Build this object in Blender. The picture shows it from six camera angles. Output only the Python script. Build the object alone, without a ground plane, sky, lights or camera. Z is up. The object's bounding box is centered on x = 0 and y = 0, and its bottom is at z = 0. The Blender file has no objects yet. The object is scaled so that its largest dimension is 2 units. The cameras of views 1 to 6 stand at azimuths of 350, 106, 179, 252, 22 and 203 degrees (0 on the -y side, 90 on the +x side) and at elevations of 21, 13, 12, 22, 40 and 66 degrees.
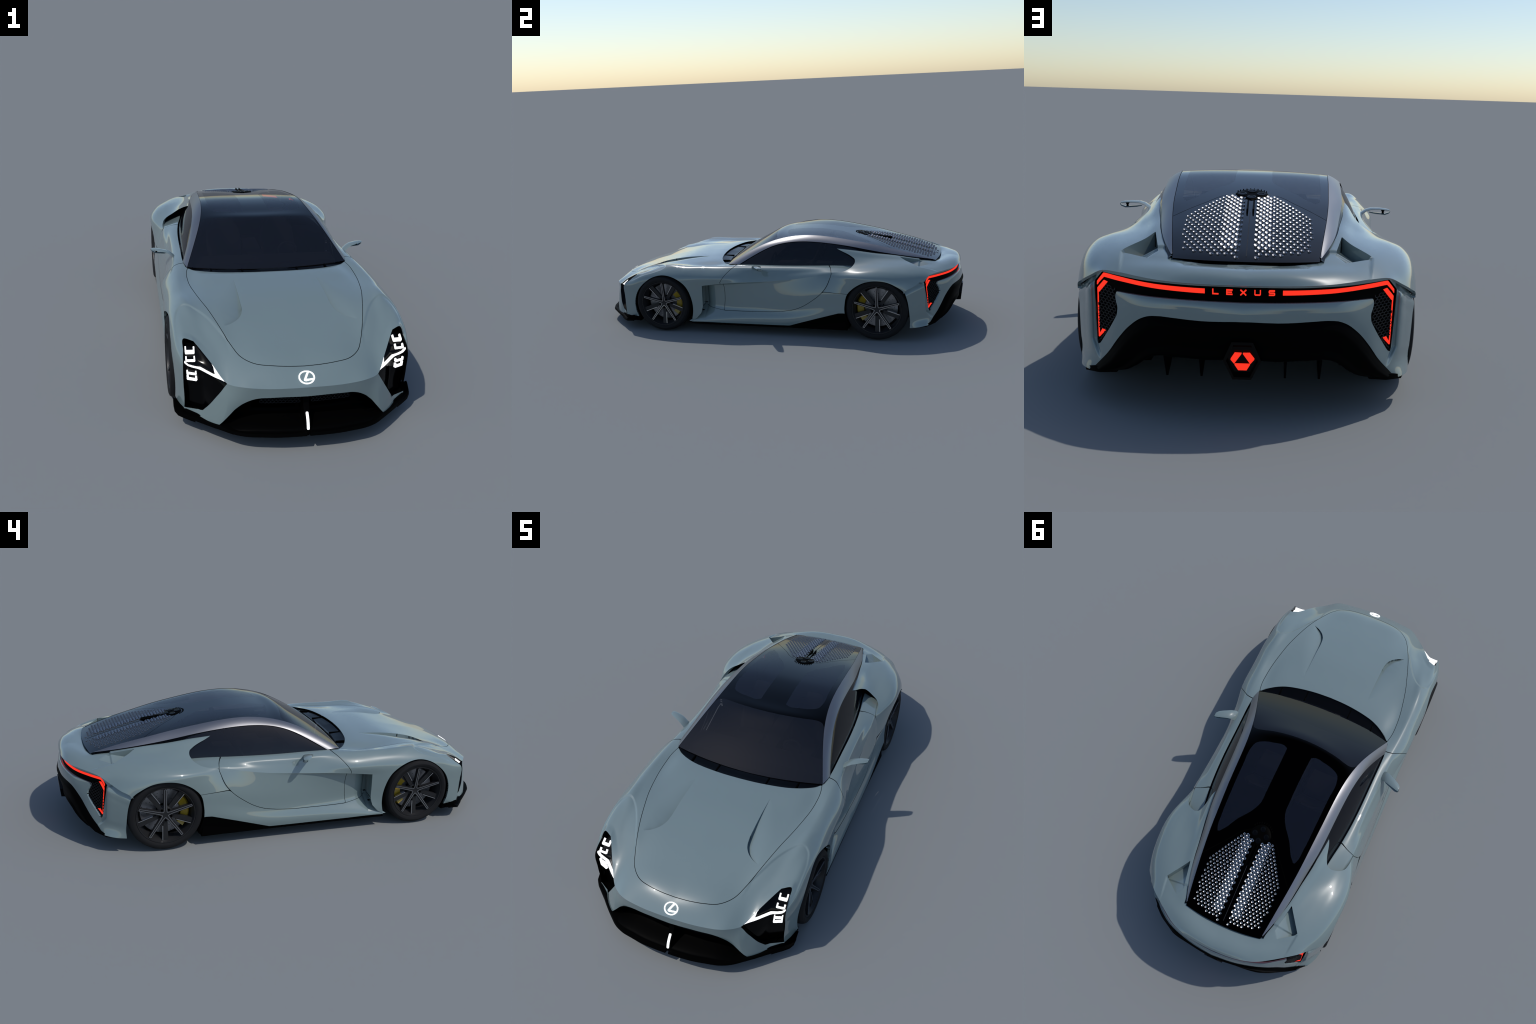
"""Low two-seat sports coupe, built from feature lines (see frame: front is -y, metres, z up)."""
import bpy, math, random
import numpy as np
from mathutils import Vector
from mathutils.bvhtree import BVHTree
from mathutils.geometry import delaunay_2d_cdt

random.seed(7)
rng = np.random.default_rng(7)

# ------------------------------------------------------------------ maths helpers
def cubic(ts, ps):
    """natural C2 cubic spline through ps at ts; returns a callable."""
    ts = np.asarray(ts, float); ps = np.asarray(ps, float)
    if ps.ndim == 1: ps = ps[:, None]
    n = len(ts); h = np.diff(ts)
    A = np.zeros((n, n)); B = np.zeros((n, ps.shape[1]))
    A[0, 0] = A[-1, -1] = 1
    for i in range(1, n - 1):
        A[i, i-1] = h[i-1]; A[i, i] = 2*(h[i-1]+h[i]); A[i, i+1] = h[i]
        B[i] = 6*((ps[i+1]-ps[i])/h[i] - (ps[i]-ps[i-1])/h[i-1])
    m = np.linalg.solve(A, B)
    def f(t):
        t = np.asarray(t, float); tc = np.clip(t, ts[0], ts[-1])
        i = np.clip(np.searchsorted(ts, tc, side='right')-1, 0, n-2)
        a = (ts[i+1]-tc)/h[i]; b = 1-a
        a = a[..., None]; b = b[..., None]; hh = h[i][..., None]
        return a*ps[i]+b*ps[i+1]+((a**3-a)*m[i]+(b**3-b)*m[i+1])*hh*hh/6
    return f

def hermite(ts, ps):
    """C1 local cubic (no ringing), for curves with tight bends."""
    ts = np.asarray(ts, float); ps = np.asarray(ps, float)
    if ps.ndim == 1: ps = ps[:, None]
    n = len(ts); h = np.diff(ts); d = np.diff(ps, axis=0)/h[:, None]
    m = np.zeros_like(ps); m[0] = d[0]; m[-1] = d[-1]
    for i in range(1, n-1): m[i] = (d[i-1]*h[i]+d[i]*h[i-1])/(h[i-1]+h[i])
    def f(t):
        t = np.asarray(t, float); tc = np.clip(t, ts[0], ts[-1])
        i = np.clip(np.searchsorted(ts, tc, side='right')-1, 0, n-2)
        u = ((tc-ts[i])/h[i])[..., None]; hh = h[i][..., None]
        return ((2*u**3-3*u**2+1)*ps[i]+(u**3-2*u**2+u)*hh*m[i]
                + (-2*u**3+3*u**2)*ps[i+1]+(u**3-u**2)*hh*m[i+1])
    return f

def smooth_poly(pts, n=160, closed=False):
    p = np.asarray(pts, float)
    if closed: p = np.vstack([p, p[:1]])
    s = np.r_[0, np.cumsum(np.linalg.norm(np.diff(p, axis=0), axis=1))]
    return hermite(s, p)(np.linspace(0, s[-1], n))

def sstep(a, b, x):
    t = np.clip((x-a)/(b-a), 0, 1); return t*t*(3-2*t)

def seg_dist(P, poly, closed=False):
    """distance of 2D points to a polyline, and index/param of the nearest place."""
    poly = np.asarray(poly, float)
    if closed: poly = np.vstack([poly, poly[:1]])
    a = poly[:-1]; d = poly[1:]-a; L = (d*d).sum(1)+1e-18
    best = np.full(len(P), 1e9); par = np.zeros(len(P)); side = np.zeros(len(P))
    for i in range(len(a)):
        w = P-a[i]; t = np.clip((w@d[i])/L[i], 0, 1)
        q = w-t[:, None]*d[i]; dd = np.hypot(q[:, 0], q[:, 1])
        k = dd < best
        best[k] = dd[k]; par[k] = (i+t[k])/len(a)
        side[k] = np.sign(d[i, 0]*w[k, 1]-d[i, 1]*w[k, 0])
    return best, par, side

def inside(P, poly):
    poly = np.asarray(poly, float); r = np.zeros(len(P), bool); n = len(poly); j = n-1
    for i in range(n):
        xi, yi = poly[i]; xj, yj = poly[j]
        c = ((yi > P[:, 1]) != (yj > P[:, 1]))
        with np.errstate(divide='ignore', invalid='ignore'):
            xx = (xj-xi)*(P[:, 1]-yi)/(yj-yi)+xi
        r ^= c & (P[:, 0] < xx); j = i
    return r

def sdf(P, poly):
    """signed distance, negative inside the closed polygon."""
    d = seg_dist(P, poly, True)[0]
    return np.where(inside(P, poly), -d, d)

# ------------------------------------------------------------------ light-weight mesh
class M:
    def __init__(s, V, N, F): s.V, s.N, s.F = V, N, F
    def copy(s): return M(s.V.copy(), s.N.copy(), s.F.copy())

def compact(V, N, F):
    u, inv = np.unique(F.ravel(), return_inverse=True)
    return M(V[u], N[u], inv.reshape(-1, 3))

def join(ms):
    ms = [m for m in ms if m is not None and len(m.F)]
    o = 0; V = []; N = []; F = []
    for m in ms: V.append(m.V); N.append(m.N); F.append(m.F+o); o += len(m.V)
    return M(np.vstack(V), np.vstack(N), np.vstack(F))

def cut(m, f):
    """split along f = 0 -> (part with f < 0, part with f > 0); f: values per vertex."""
    if m is None or len(m.F) == 0: return m, m
    f = np.where(np.abs(f) < 1e-7, 1e-7, f)
    s = f[m.F] > 0; k = s.sum(1)
    neg = m.F[k == 0]; pos = m.F[k == 3]
    mix = m.F[(k == 1) | (k == 2)]; ms = s[(k == 1) | (k == 2)]
    if len(mix) == 0:
        return compact(m.V, m.N, neg) if len(neg) else None, compact(m.V, m.N, pos) if len(pos) else None
    lone_val = ms.sum(1) == 1
    lone = np.argmax(ms == lone_val[:, None], axis=1)
    r = np.arange(len(mix))
    a = mix[r, lone]; b = mix[r, (lone+1) % 3]; c = mix[r, (lone+2) % 3]
    E = np.vstack([np.sort(np.c_[a, b], 1), np.sort(np.c_[a, c], 1)])
    ue, inv = np.unique(E, axis=0, return_inverse=True); inv = inv.ravel()
    t = (f[ue[:, 0]]/(f[ue[:, 0]]-f[ue[:, 1]]))[:, None]
    nv = m.V[ue[:, 0]]*(1-t)+m.V[ue[:, 1]]*t
    nn = m.N[ue[:, 0]]*(1-t)+m.N[ue[:, 1]]*t
    nn /= np.linalg.norm(nn, axis=1)[:, None]+1e-12
    base = len(m.V); ab = base+inv[:len(mix)]; ac = base+inv[len(mix):]
    tip = np.c_[a, ab, ac]; q1 = np.c_[ab, b, c]; q2 = np.c_[ab, c, ac]
    V = np.vstack([m.V, nv]); N = np.vstack([m.N, nn])
    pos = np.vstack([pos, tip[lone_val], q1[~lone_val], q2[~lone_val]])
    neg = np.vstack([neg, tip[~lone_val], q1[lone_val], q2[lone_val]])
    return (compact(V, N, neg) if len(neg) else None), (compact(V, N, pos) if len(pos) else None)

def band(m, f, w):
    """remove |f| < w -> (f<-w, strip, f>w)"""
    lo, rest = cut(m, f(m.V)+w)
    if rest is None: return lo, None, None
    mid, hi = cut(rest, f(rest.V)-w)
    return lo, mid, hi

def grid_mesh(G, flip=False, close_u=False):
    """G: (rows, cols, 3) -> M with smooth normals from the grid itself."""
    R, C, _ = G.shape
    gu = np.gradient(G, axis=0); gv = np.gradient(G, axis=1)
    if close_u:
        gv[:, 0] = gv[:, -1] = (G[:, 1]-G[:, -2])/2
    N = np.cross(gu, gv); N /= np.linalg.norm(N, axis=2)[..., None]+1e-12
    if flip: N = -N
    idx = np.arange(R*C).reshape(R, C)
    a, b, c, d = idx[:-1, :-1].ravel(), idx[1:, :-1].ravel(), idx[1:, 1:].ravel(), idx[:-1, 1:].ravel()
    F = np.vstack([np.c_[a, b, c], np.c_[a, c, d]])
    if flip: F = F[:, ::-1]
    V = G.reshape(-1, 3)
    ar = np.linalg.norm(np.cross(V[F[:, 1]]-V[F[:, 0]], V[F[:, 2]]-V[F[:, 0]]), axis=1)
    F = F[ar > 1e-12]
    return M(V.copy(), N.reshape(-1, 3).copy(), F)

def boundary(m, pred):
    """directed boundary edges whose two ends satisfy pred(V)."""
    E = np.vstack([m.F[:, [0, 1]], m.F[:, [1, 2]], m.F[:, [2, 0]]])
    S = np.sort(E, 1); u, inv, cnt = np.unique(S, axis=0, return_inverse=True, return_counts=True)
    E = E[cnt[inv.ravel()] == 1]; ok = pred(m.V)
    return E[ok[E[:, 0]] & ok[E[:, 1]]]

def flange(m, pred, vec, steps=1):
    """turn a border inward by vec(V) -> new strip mesh (the folded edge of a panel)."""
    e = boundary(m, pred)
    if len(e) == 0: return None
    u, inv = np.unique(e.ravel(), return_inverse=True); inv = inv.reshape(-1, 2)
    A = m.V[u]; B = A+vec(A); n = len(u)
    F = np.vstack([np.c_[inv[:, 1], inv[:, 0], inv[:, 0]+n], np.c_[inv[:, 1], inv[:, 0]+n, inv[:, 1]+n]])
    V = np.vstack([A, B]); fn = np.cross(V[F[:, 1]]-V[F[:, 0]], V[F[:, 2]]-V[F[:, 0]])
    N = np.zeros_like(V)
    for j in range(3): np.add.at(N, F[:, j], fn)
    N /= np.linalg.norm(N, axis=1)[:, None]+1e-12
    return M(V, N, F)

def near(f, w=2e-5): return lambda V: np.abs(f(V)) < w

def mirror(m):
    s = np.array([-1, 1, 1.]); return M(m.V*s, m.N*s, m.F[:, ::-1].copy())

# ------------------------------------------------------------------ materials
def mat(name, color, metallic=0., rough=.5, coat=0., coat_rough=.03, emit=None, strength=0., spec=.5, ior=1.5,
        flake=0., bump=0., bump_scale=400., transmission=0.):
    m = bpy.data.materials.new(name); m.use_nodes = True
    nt = m.node_tree; b = nt.nodes['Principled BSDF']
    b.inputs['Base Color'].default_value = (*color, 1)
    b.inputs['Metallic'].default_value = metallic
    b.inputs['Roughness'].default_value = rough
    b.inputs['Coat Weight'].default_value = coat
    b.inputs['Coat Roughness'].default_value = coat_rough
    b.inputs['Specular IOR Level'].default_value = spec
    b.inputs['IOR'].default_value = ior
    b.inputs['Transmission Weight'].default_value = transmission
    if emit:
        b.inputs['Emission Color'].default_value = (*emit, 1)
        b.inputs['Emission Strength'].default_value = strength
    tc = nt.nodes.new('ShaderNodeTexCoord')
    no = nt.nodes.new('ShaderNodeTexNoise'); no.inputs['Scale'].default_value = 900 if flake else bump_scale
    no.inputs['Detail'].default_value = 2
    nt.links.new(tc.outputs['Object'], no.inputs['Vector'])
    if flake:
        ramp = nt.nodes.new('ShaderNodeValToRGB')
        c = np.array(color)
        ramp.color_ramp.elements[0].color = (*(c*(1-flake)), 1); ramp.color_ramp.elements[0].position = .3
        ramp.color_ramp.elements[1].color = (*np.minimum(c*(1+flake), 1), 1); ramp.color_ramp.elements[1].position = .7
        nt.links.new(no.outputs['Fac'], ramp.inputs['Fac'])
        nt.links.new(ramp.outputs['Color'], b.inputs['Base Color'])
    if bump:
        bp = nt.nodes.new('ShaderNodeBump'); bp.inputs['Strength'].default_value = bump
        bp.inputs['Distance'].default_value = .0006
        nt.links.new(no.outputs['Fac'], bp.inputs['Height']); nt.links.new(bp.outputs['Normal'], b.inputs['Normal'])
    return m

PAINT = mat('grey_green_paint', (.176, .230, .231), metallic=.0, rough=.26, coat=1., coat_rough=.004, spec=.14, flake=.03)
PAINT.node_tree.nodes['Principled BSDF'].inputs['Coat IOR'].default_value = 1.72
GAP = mat('panel_gap_black', (.002, .002, .002), rough=.9, spec=.02)
BLACK = mat('black_plastic', (.001, .001, .001), rough=.5, spec=.02)
GLOSS = mat('gloss_black', (.001, .001, .0012), rough=.12, spec=.12)
GLASS = mat('tinted_glass', (.006, .007, .011), rough=.02, spec=.5)
ROOF = mat('black_roof_panel', (.0005, .0005, .0006), rough=.04, spec=.5)
ROOFWIN = mat('roof_window_glass', (.0105, .014, .024), rough=.03, spec=.5)
SILVER = mat('satin_pillar_metal', (.25, .25, .265), metallic=.85, rough=.36, flake=.04)
TYRE = mat('tyre_rubber', (.010, .010, .011), rough=.75, spec=.2, bump=.2, bump_scale=300)
RIM = mat('dark_rim', (.019, .019, .0205), metallic=.2, rough=.4, spec=.3)
CHROME = mat('machined_edge', (.50, .50, .52), metallic=1., rough=.25)
DISC = mat('brake_disc_steel', (.30, .30, .32), metallic=.9, rough=.38, flake=.08)
YELLOW = mat('yellow_caliper', (.34, .225, .010), rough=.4, coat=.2)
WHITE = mat('white_lamp', (.9, .9, .9), rough=.4, emit=(1, 1, 1), strength=1.3)
RED = mat('red_lamp', (.05, .003, .002), rough=.5, emit=(1., .038, .018), strength=1., spec=.1)
GREYCELL = mat('louvre_cup_metal', (.38, .38, .40), metallic=1., rough=.30, flake=.06)
MESHBAR = mat('honeycomb_bar', (.010, .011, .013), rough=.5, spec=.2)
SEAT = mat('seat_leather', (.02, .018, .018), rough=.6, bump=.2)
def grazing_gloss(m, lo, hi):
    """mirror-like only at shallow angles: gloss level from the facing ratio."""
    nt = m.node_tree; lw = nt.nodes.new('ShaderNodeLayerWeight'); lw.inputs['Blend'].default_value = .5
    mr = nt.nodes.new('ShaderNodeMapRange'); mr.inputs['From Min'].default_value = .15; mr.inputs['From Max'].default_value = .75
    mr.inputs['To Min'].default_value = lo; mr.inputs['To Max'].default_value = hi
    nt.links.new(lw.outputs['Facing'], mr.inputs['Value'])
    nt.links.new(mr.outputs['Result'], nt.nodes['Principled BSDF'].inputs['Specular IOR Level'])
def see_through(m, amount, tint):
    """thin tinted pane: part of the light passes straight through."""
    nt = m.node_tree; b = nt.nodes['Principled BSDF']; out = nt.nodes['Material Output']
    tr = nt.nodes.new('ShaderNodeBsdfTransparent'); tr.inputs['Color'].default_value = (*tint, 1)
    mx = nt.nodes.new('ShaderNodeMixShader'); mx.inputs['Fac'].default_value = amount
    nt.links.new(b.outputs['BSDF'], mx.inputs[1]); nt.links.new(tr.outputs['BSDF'], mx.inputs[2]); nt.links.new(mx.outputs['Shader'], out.inputs['Surface'])
see_through(GLASS, .22, (.9, .9, .95)); see_through(ROOFWIN, .22, (.9, .9, .95))
grazing_gloss(ROOF, .0, 1.); grazing_gloss(ROOFWIN, .0, 1.)

# ------------------------------------------------------------------ object helpers
ROOT = bpy.data.objects.new('sports_car', None)
bpy.context.scene.collection.objects.link(ROOT)
ROOT['label'] = 'low grey-green two-seat sports coupe with black glass roof'
ROOT['category'] = 'sports car'

def obj(name, mesh, parent=None):
    o = bpy.data.objects.new(name, mesh)
    bpy.context.scene.collection.objects.link(o)
    o.parent = parent or ROOT
    return o

def to_mesh(name, m, material, normals=True):
    me = bpy.data.meshes.new(name)
    me.from_pydata(m.V.tolist(), [], m.F.tolist()); me.update()
    me.polygons.foreach_set('use_smooth', np.ones(len(me.polygons), bool))
    me.materials.append(material)
    if normals: me.normals_split_custom_set_from_vertices(m.N.tolist())
    return me

def part(name, m, material, side=False, parent=None):
    """a centred part is mirrored into one mesh; a side part becomes two objects."""
    if side:
        return [obj(name, to_mesh(name, m, material), parent), obj(name, to_mesh(name, mirror(m), material), parent)]
    return obj(name, to_mesh(name, join([m, mirror(m)]), material), parent)

def raw(name, V, F, material, angle=35., parent=None, link=True):
    me = bpy.data.meshes.new(name); me.from_pydata([tuple(v) for v in V], [], [tuple(f) for f in F]); me.update()
    me.polygons.foreach_set('use_smooth', np.ones(len(me.polygons), bool))
    me.set_sharp_from_angle(angle=math.radians(angle)); me.materials.append(material)
    return obj(name, me, parent) if link else me

class Acc:
    """collects simple solids into one mesh."""
    def __init__(s): s.V = []; s.F = []
    def add(s, V, F):
        o = len(s.V); s.V += [tuple(map(float, v)) for v in V]; s.F += [tuple(int(i)+o for i in f) for f in F]
    def both(s, V, F):
        s.add(V, F); s.add([(-v[0], v[1], v[2]) for v in V], [tuple(reversed(f)) for f in F])
    def make(s, name, material, angle=35., parent=None, link=True):
        return raw(name, s.V, s.F, material, angle, parent, link)

def prism(poly, a, b):
    """loft between two equal-length closed 3D outlines, capped."""
    n = len(a); V = list(a)+list(b)
    F = [tuple(range(n-1, -1, -1)), tuple(range(n, 2*n))]
    F += [(i, (i+1) % n, n+(i+1) % n, n+i) for i in range(n)]
    return V, F

def loft(rings, closed=True, cap=True):
    n = len(rings[0]); V = [p for r in rings for p in r]; F = []
    for k in range(len(rings)-1):
        for i in range(n if closed else n-1):
            j = (i+1) % n; F.append((k*n+i, k*n+j, (k+1)*n+j, (k+1)*n+i))
    if cap:
        F.append(tuple(range(n-1, -1, -1))); F.append(tuple((len(rings)-1)*n+i for i in range(n)))
    return V, F

def box(c, s):
    x, y, z = c; a, b, d = s[0]/2, s[1]/2, s[2]/2
    V = [(x+i*a, y+j*b, z+k*d) for i in (-1, 1) for j in (-1, 1) for k in (-1, 1)]
    return V, [(0, 1, 3, 2), (4, 6, 7, 5), (0, 4, 5, 1), (2, 3, 7, 6), (0, 2, 6, 4), (1, 5, 7, 3)]

# ------------------------------------------------------------------ net of feature lines
class Line:
    """a lengthwise feature line given by (x, y, z) points ordered in y."""
    def __init__(s, pts):
        p = np.array(pts, float); s.y0, s.y1 = p[0, 1], p[-1, 1]; s.f = cubic(p[:, 1], p[:, [0, 2]])
    def at(s, y):
        q = s.f(y); return np.stack([q[..., 0], y, q[..., 1]], -1)

def cross_interp(P, sub, crease=None):
    """P: (stations, lines, 3) -> rows through the lines by local cubics; crease: (stations, lines) 0..1"""
    S, K, _ = P.shape
    D = np.diff(P, axis=1); h = np.maximum(np.linalg.norm(D, axis=2), 1e-6)**.75
    sl = D/h[..., None]
    mL = np.zeros_like(P); mR = np.zeros_like(P)
    mid = (sl[:, :-1]*h[:, 1:, None]+sl[:, 1:]*h[:, :-1, None])/(h[:, :-1]+h[:, 1:])[..., None]
    mL[:, 1:-1] = mR[:, 1:-1] = mid
    mR[:, 0] = sl[:, 0]*1.5-mid[:, 0]*.5 if K > 2 else sl[:, 0]
    mL[:, -1] = sl[:, -1]*1.5-mid[:, -1]*.5 if K > 2 else sl[:, -1]
    if crease is not None:
        for k in range(1, K-1):
            c = crease[:, k][:, None]
            mL[:, k] = mid[:, k-1]*(1-c)+sl[:, k-1]*c
            mR[:, k] = mid[:, k-1]*(1-c)+sl[:, k]*c
    out = []
    for k in range(K-1):
        n = sub[k] if hasattr(sub, '__len__') else sub
        u = np.arange(n)/n
        if k == K-2: u = np.arange(n+1)/n
        u = u[None, :, None]; H = h[:, k, None, None]
        out.append((2*u**3-3*u**2+1)*P[:, k, None]+(u**3-2*u**2+u)*H*mR[:, k, None]
                   + (-2*u**3+3*u**2)*P[:, k+1, None]+(u**3-u**2)*H*mL[:, k+1, None])
    return np.concatenate(out, 1)

def relax(G, it=4, keep=None, lam=.4):
    """light smoothing across the rows, interior only, creased columns kept."""
    for _ in range(it):
        L = np.zeros_like(G); L[:, 1:-1] = (G[:, :-2]+G[:, 2:])/2-G[:, 1:-1]
        if keep is not None: L *= (1-keep)[..., None]
        G = G+lam*L
    return G

def stations(lo, hi, step, fine=()):
    y = lo; ys = [lo]
    while y < hi-1e-9:
        s = step
        for a, b, f in fine:
            if a <= y < b: s = f
        y = min(y+s, hi); ys.append(y)
    return np.array(ys)

# ================================================================== FRONT + DOOR NET (A)
XA = [
 # centre of bonnet
 [(0,-.957,.213),(0,-.930,.236),(0,-.895,.258),(0,-.80,.293),(0,-.70,.319),(0,-.60,.340),(0,-.50,.356),(0,-.40,.363),(0,-.31,.366),(0,-.2,.355),(0,.52,.33)],
 [(.13,-.949,.212),(.133,-.90,.251),(.14,-.80,.290),(.15,-.70,.317),(.16,-.60,.339),(.165,-.50,.354),(.167,-.40,.360),(.17,-.30,.363),(.17,-.2,.353),(.17,.52,.33)],
 [(.207,-.933,.214),(.205,-.88,.247),(.21,-.80,.281),(.225,-.70,.315),(.24,-.60,.340),(.26,-.5,.349),(.27,-.4,.353),(.275,-.3,.358),(.275,-.2,.354),(.275,.52,.33)],
 # valley at the bonnet edge, then the belt line under the side glass
 [(.259,-.896,.211),(.256,-.85,.243),(.256,-.80,.272),(.262,-.717,.312),(.280,-.646,.333),(.296,-.567,.345),(.322,-.432,.348),(.333,-.317,.347),(.333,-.21,.355),(.340,-.147,.359),(.341,-.06,.360),(.339,.05,.3585),(.336,.18,.359),(.327,.30,.360),(.319,.361,.360),(.309,.421,.358),(.297,.52,.352)],
 [(.303,-.829,.253),(.305,-.76,.287),(.315,-.70,.311),(.325,-.62,.337),(.337,-.54,.350),(.35,-.43,.351),(.355,-.32,.351),(.354,-.21,.356),(.357,-.147,.357),(.358,-.05,.3555),(.357,.05,.354),(.354,.18,.355),(.347,.30,.356),(.341,.361,.355),(.33,.421,.352),(.316,.52,.345)],
 # crest of the front wing
 [(.356,-.742,.297),(.362,-.68,.319),(.368,-.61,.341),(.374,-.54,.3555),(.378,-.45,.353),(.378,-.36,.3535),(.376,-.29,.354),(.376,-.2,.353),(.378,-.1,.348),(.376,0,.343),(.372,.1,.343),(.369,.2,.346),(.364,.3,.349),(.359,.361,.349),(.35,.421,.345),(.336,.52,.337)],
 [(.389,-.727,.301),(.396,-.65,.325),(.403,-.54,.338),(.408,-.45,.337),(.408,-.33,.336),(.407,-.2,.331),(.394,-.1,.323),(.385,0,.324),(.381,.1,.326),(.379,.2,.332),(.379,.29,.339),(.377,.361,.342),(.368,.421,.339),(.355,.52,.330)],
 # widest place of the shoulder
 [(.393,-.766,.273),(.414,-.71,.288),(.424,-.65,.297),(.432,-.54,.305),(.434,-.45,.302),(.434,-.333,.300),(.430,-.22,.302),(.408,-.117,.302),(.398,-.05,.303),(.3935,.02,.305),(.390,.09,.309),(.389,.157,.314),(.389,.224,.322),(.389,.291,.331),(.386,.357,.3375),(.378,.42,.336),(.366,.52,.326)],
 # character crease from the side intake to the door handle area
 [(.397,-.803,.243),(.419,-.74,.249),(.430,-.66,.257),(.437,-.54,.262),(.438,-.45,.258),(.430,-.333,.260),(.430,-.257,.270),(.426,-.185,.277),(.416,-.117,.280),(.407,-.05,.282),(.401,.02,.286),(.398,.09,.292),(.397,.157,.299),(.396,.224,.310),(.395,.291,.323),(.390,.357,.333),(.384,.42,.330),(.376,.52,.32)],
 [(.396,-.805,.18),(.419,-.74,.19),(.432,-.66,.20),(.437,-.54,.20),(.437,-.45,.20),(.426,-.333,.20),(.420,-.2,.205),(.413,-.1,.205),(.410,0,.205),(.411,.1,.207),(.414,.2,.214),(.418,.29,.232),(.421,.36,.245),(.426,.52,.25)],
 [(.393,-.804,.11),(.417,-.74,.12),(.429,-.66,.13),(.434,-.54,.13),(.434,-.45,.13),(.424,-.333,.13),(.419,-.2,.128),(.418,0,.128),(.420,.15,.135),(.424,.29,.163),(.427,.36,.18),(.43,.52,.19)],
 [(.394,-.803,.07),(.415,-.74,.08),(.424,-.66,.09),(.422,-.54,.09),(.427,-.45,.09),(.43,-.333,.088),(.430,-.2,.088),(.430,0,.088),(.431,.15,.09),(.432,.29,.113),(.432,.36,.128),(.432,.52,.14)],
 [(.397,-.802,.05),(.413,-.74,.05),(.420,-.66,.05),(.42,-.54,.052),(.425,-.45,.055),(.427,-.4,.058),(.427,-.2,.058),(.427,0,.058),(.427,.15,.059),(.426,.29,.059),(.42,.52,.05)],
]
LA = [Line(p) for p in XA]
YA = stations(-.957, .52, .0045, [(-.957, -.60, .0035), (-.345, -.315, .0012)])
YJ = -.45
def net_points(lines, Y, Y0, join_lo=None, join_hi=None, Y1=None):
    cols = []
    for l in lines:
        y = Y.copy()
        if join_lo is not None:
            k = Y < join_lo; y[k] = l.y0+(Y[k]-Y0)*(join_lo-l.y0)/(join_lo-Y0)
        if join_hi is not None:
            k = Y > join_hi; y[k] = join_hi+(Y[k]-join_hi)*(l.y1-join_hi)/(Y1-join_hi)
        cols.append(l.at(y))
    return np.stack(cols, 1)
PA = net_points(LA, YA, -.957, join_lo=YJ)
crA = np.zeros((len(YA), len(LA)))
crA[:, 8] = sstep(-.40, -.33, YA)*(1-sstep(.26, .345, YA))
crA[:, 3] = .8*sstep(-.2, -.14, YA)+.35*sstep(-.85, -.95, YA)
crA[:, 5] = .9*sstep(-.85, -.95, YA)
subA = [14, 12, 10, 12, 10, 10, 10, 8, 16, 16, 10, 8]
GA = cross_interp(PA, subA, crA)
keep = np.zeros(GA.shape[:2])
starts = np.r_[0, np.cumsum(subA)]
keep[:, starts[8]] = crA[:, 8]; keep[:, starts[3]] = crA[:, 3]
keep = np.maximum(keep, sstep(-.90, -.95, YA)[:, None])
GA = relax(GA, 5, keep)

# side intake: a channel sunk behind the trailing edge of the front wing
TRAIL = np.array([(-.333,.30),(-.333,.262),(-.336,.20),(-.337,.144),(-.347,.109),(-.374,.079),(-.406,.060),(-.45,.045)])
trail_y = lambda z: np.interp(z, TRAIL[::-1, 1], TRAIL[::-1, 0])
x, y, z = GA[..., 0], GA[..., 1], GA[..., 2]
# flat facet on the wing behind the lamp
FACET = smooth_poly([(.236,-.75),(.262,-.70),(.292,-.638),(.328,-.583),(.356,-.557),(.378,-.551),(.398,-.565),(.410,-.60),(.414,-.68),(.405,-.76),(.36,-.84),(.27,-.91),(.235,-.86)], 80, True)
fs = sdf(GA[..., :2].reshape(-1, 2), FACET).reshape(x.shape)
GA[..., 2] -= .0045*sstep(.001, -.008, fs)*sstep(.24, .27, z)*sstep(-.83, -.72, y)*sstep(0, .07, YA+.957)[:, None]

netA = grid_mesh(GA)
if netA.N[np.argmin(np.abs(netA.V-[0, -.6, .34]).sum(1)), 2] < 0:
    netA = grid_mesh(GA, flip=True)
netA.N[np.abs(netA.V[:, 0]) < 1e-6, 0] = 0

HOOD = smooth_poly([(0,-.8945),(.059,-.8925),(.107,-.886),(.159,-.870),(.203,-.830),(.229,-.777),(.251,-.717),(.273,-.646),(.291,-.58),(.307,-.52),(.324,-.432),(.333,-.37),(.3365,-.317),(.335,-.25),(.327,-.209)], 120)
COWL = smooth_poly([(.327,-.209),(.300,-.236),(.269,-.258),(.217,-.282),(.169,-.294),(.121,-.302),(.075,-.307),(0,-.310)], 60)
hood_poly = np.vstack([HOOD, COWL[1:], [(-.05, -.31), (-.05, -.895)]])
behind = np.vstack([COWL, [(-.05, -.31), (-.05, .6)], LA[3].at(np.linspace(.52, -.20, 40))[:, :2]])
W = .0011
def renormal(m):
    fn = np.cross(m.V[m.F[:, 1]]-m.V[m.F[:, 0]], m.V[m.F[:, 2]]-m.V[m.F[:, 0]]); N = np.zeros_like(m.V)
    for j in range(3): np.add.at(N, m.F[:, j], fn)
    m.N = N/(np.linalg.norm(N, axis=1)[:, None]+1e-12); return m
mA = netA
under, mA = cut(mA, np.where(mA.V[:, 2] > .3, sdf(mA.V[:, :2], behind), 1.))     # what lies under the cabin
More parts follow.
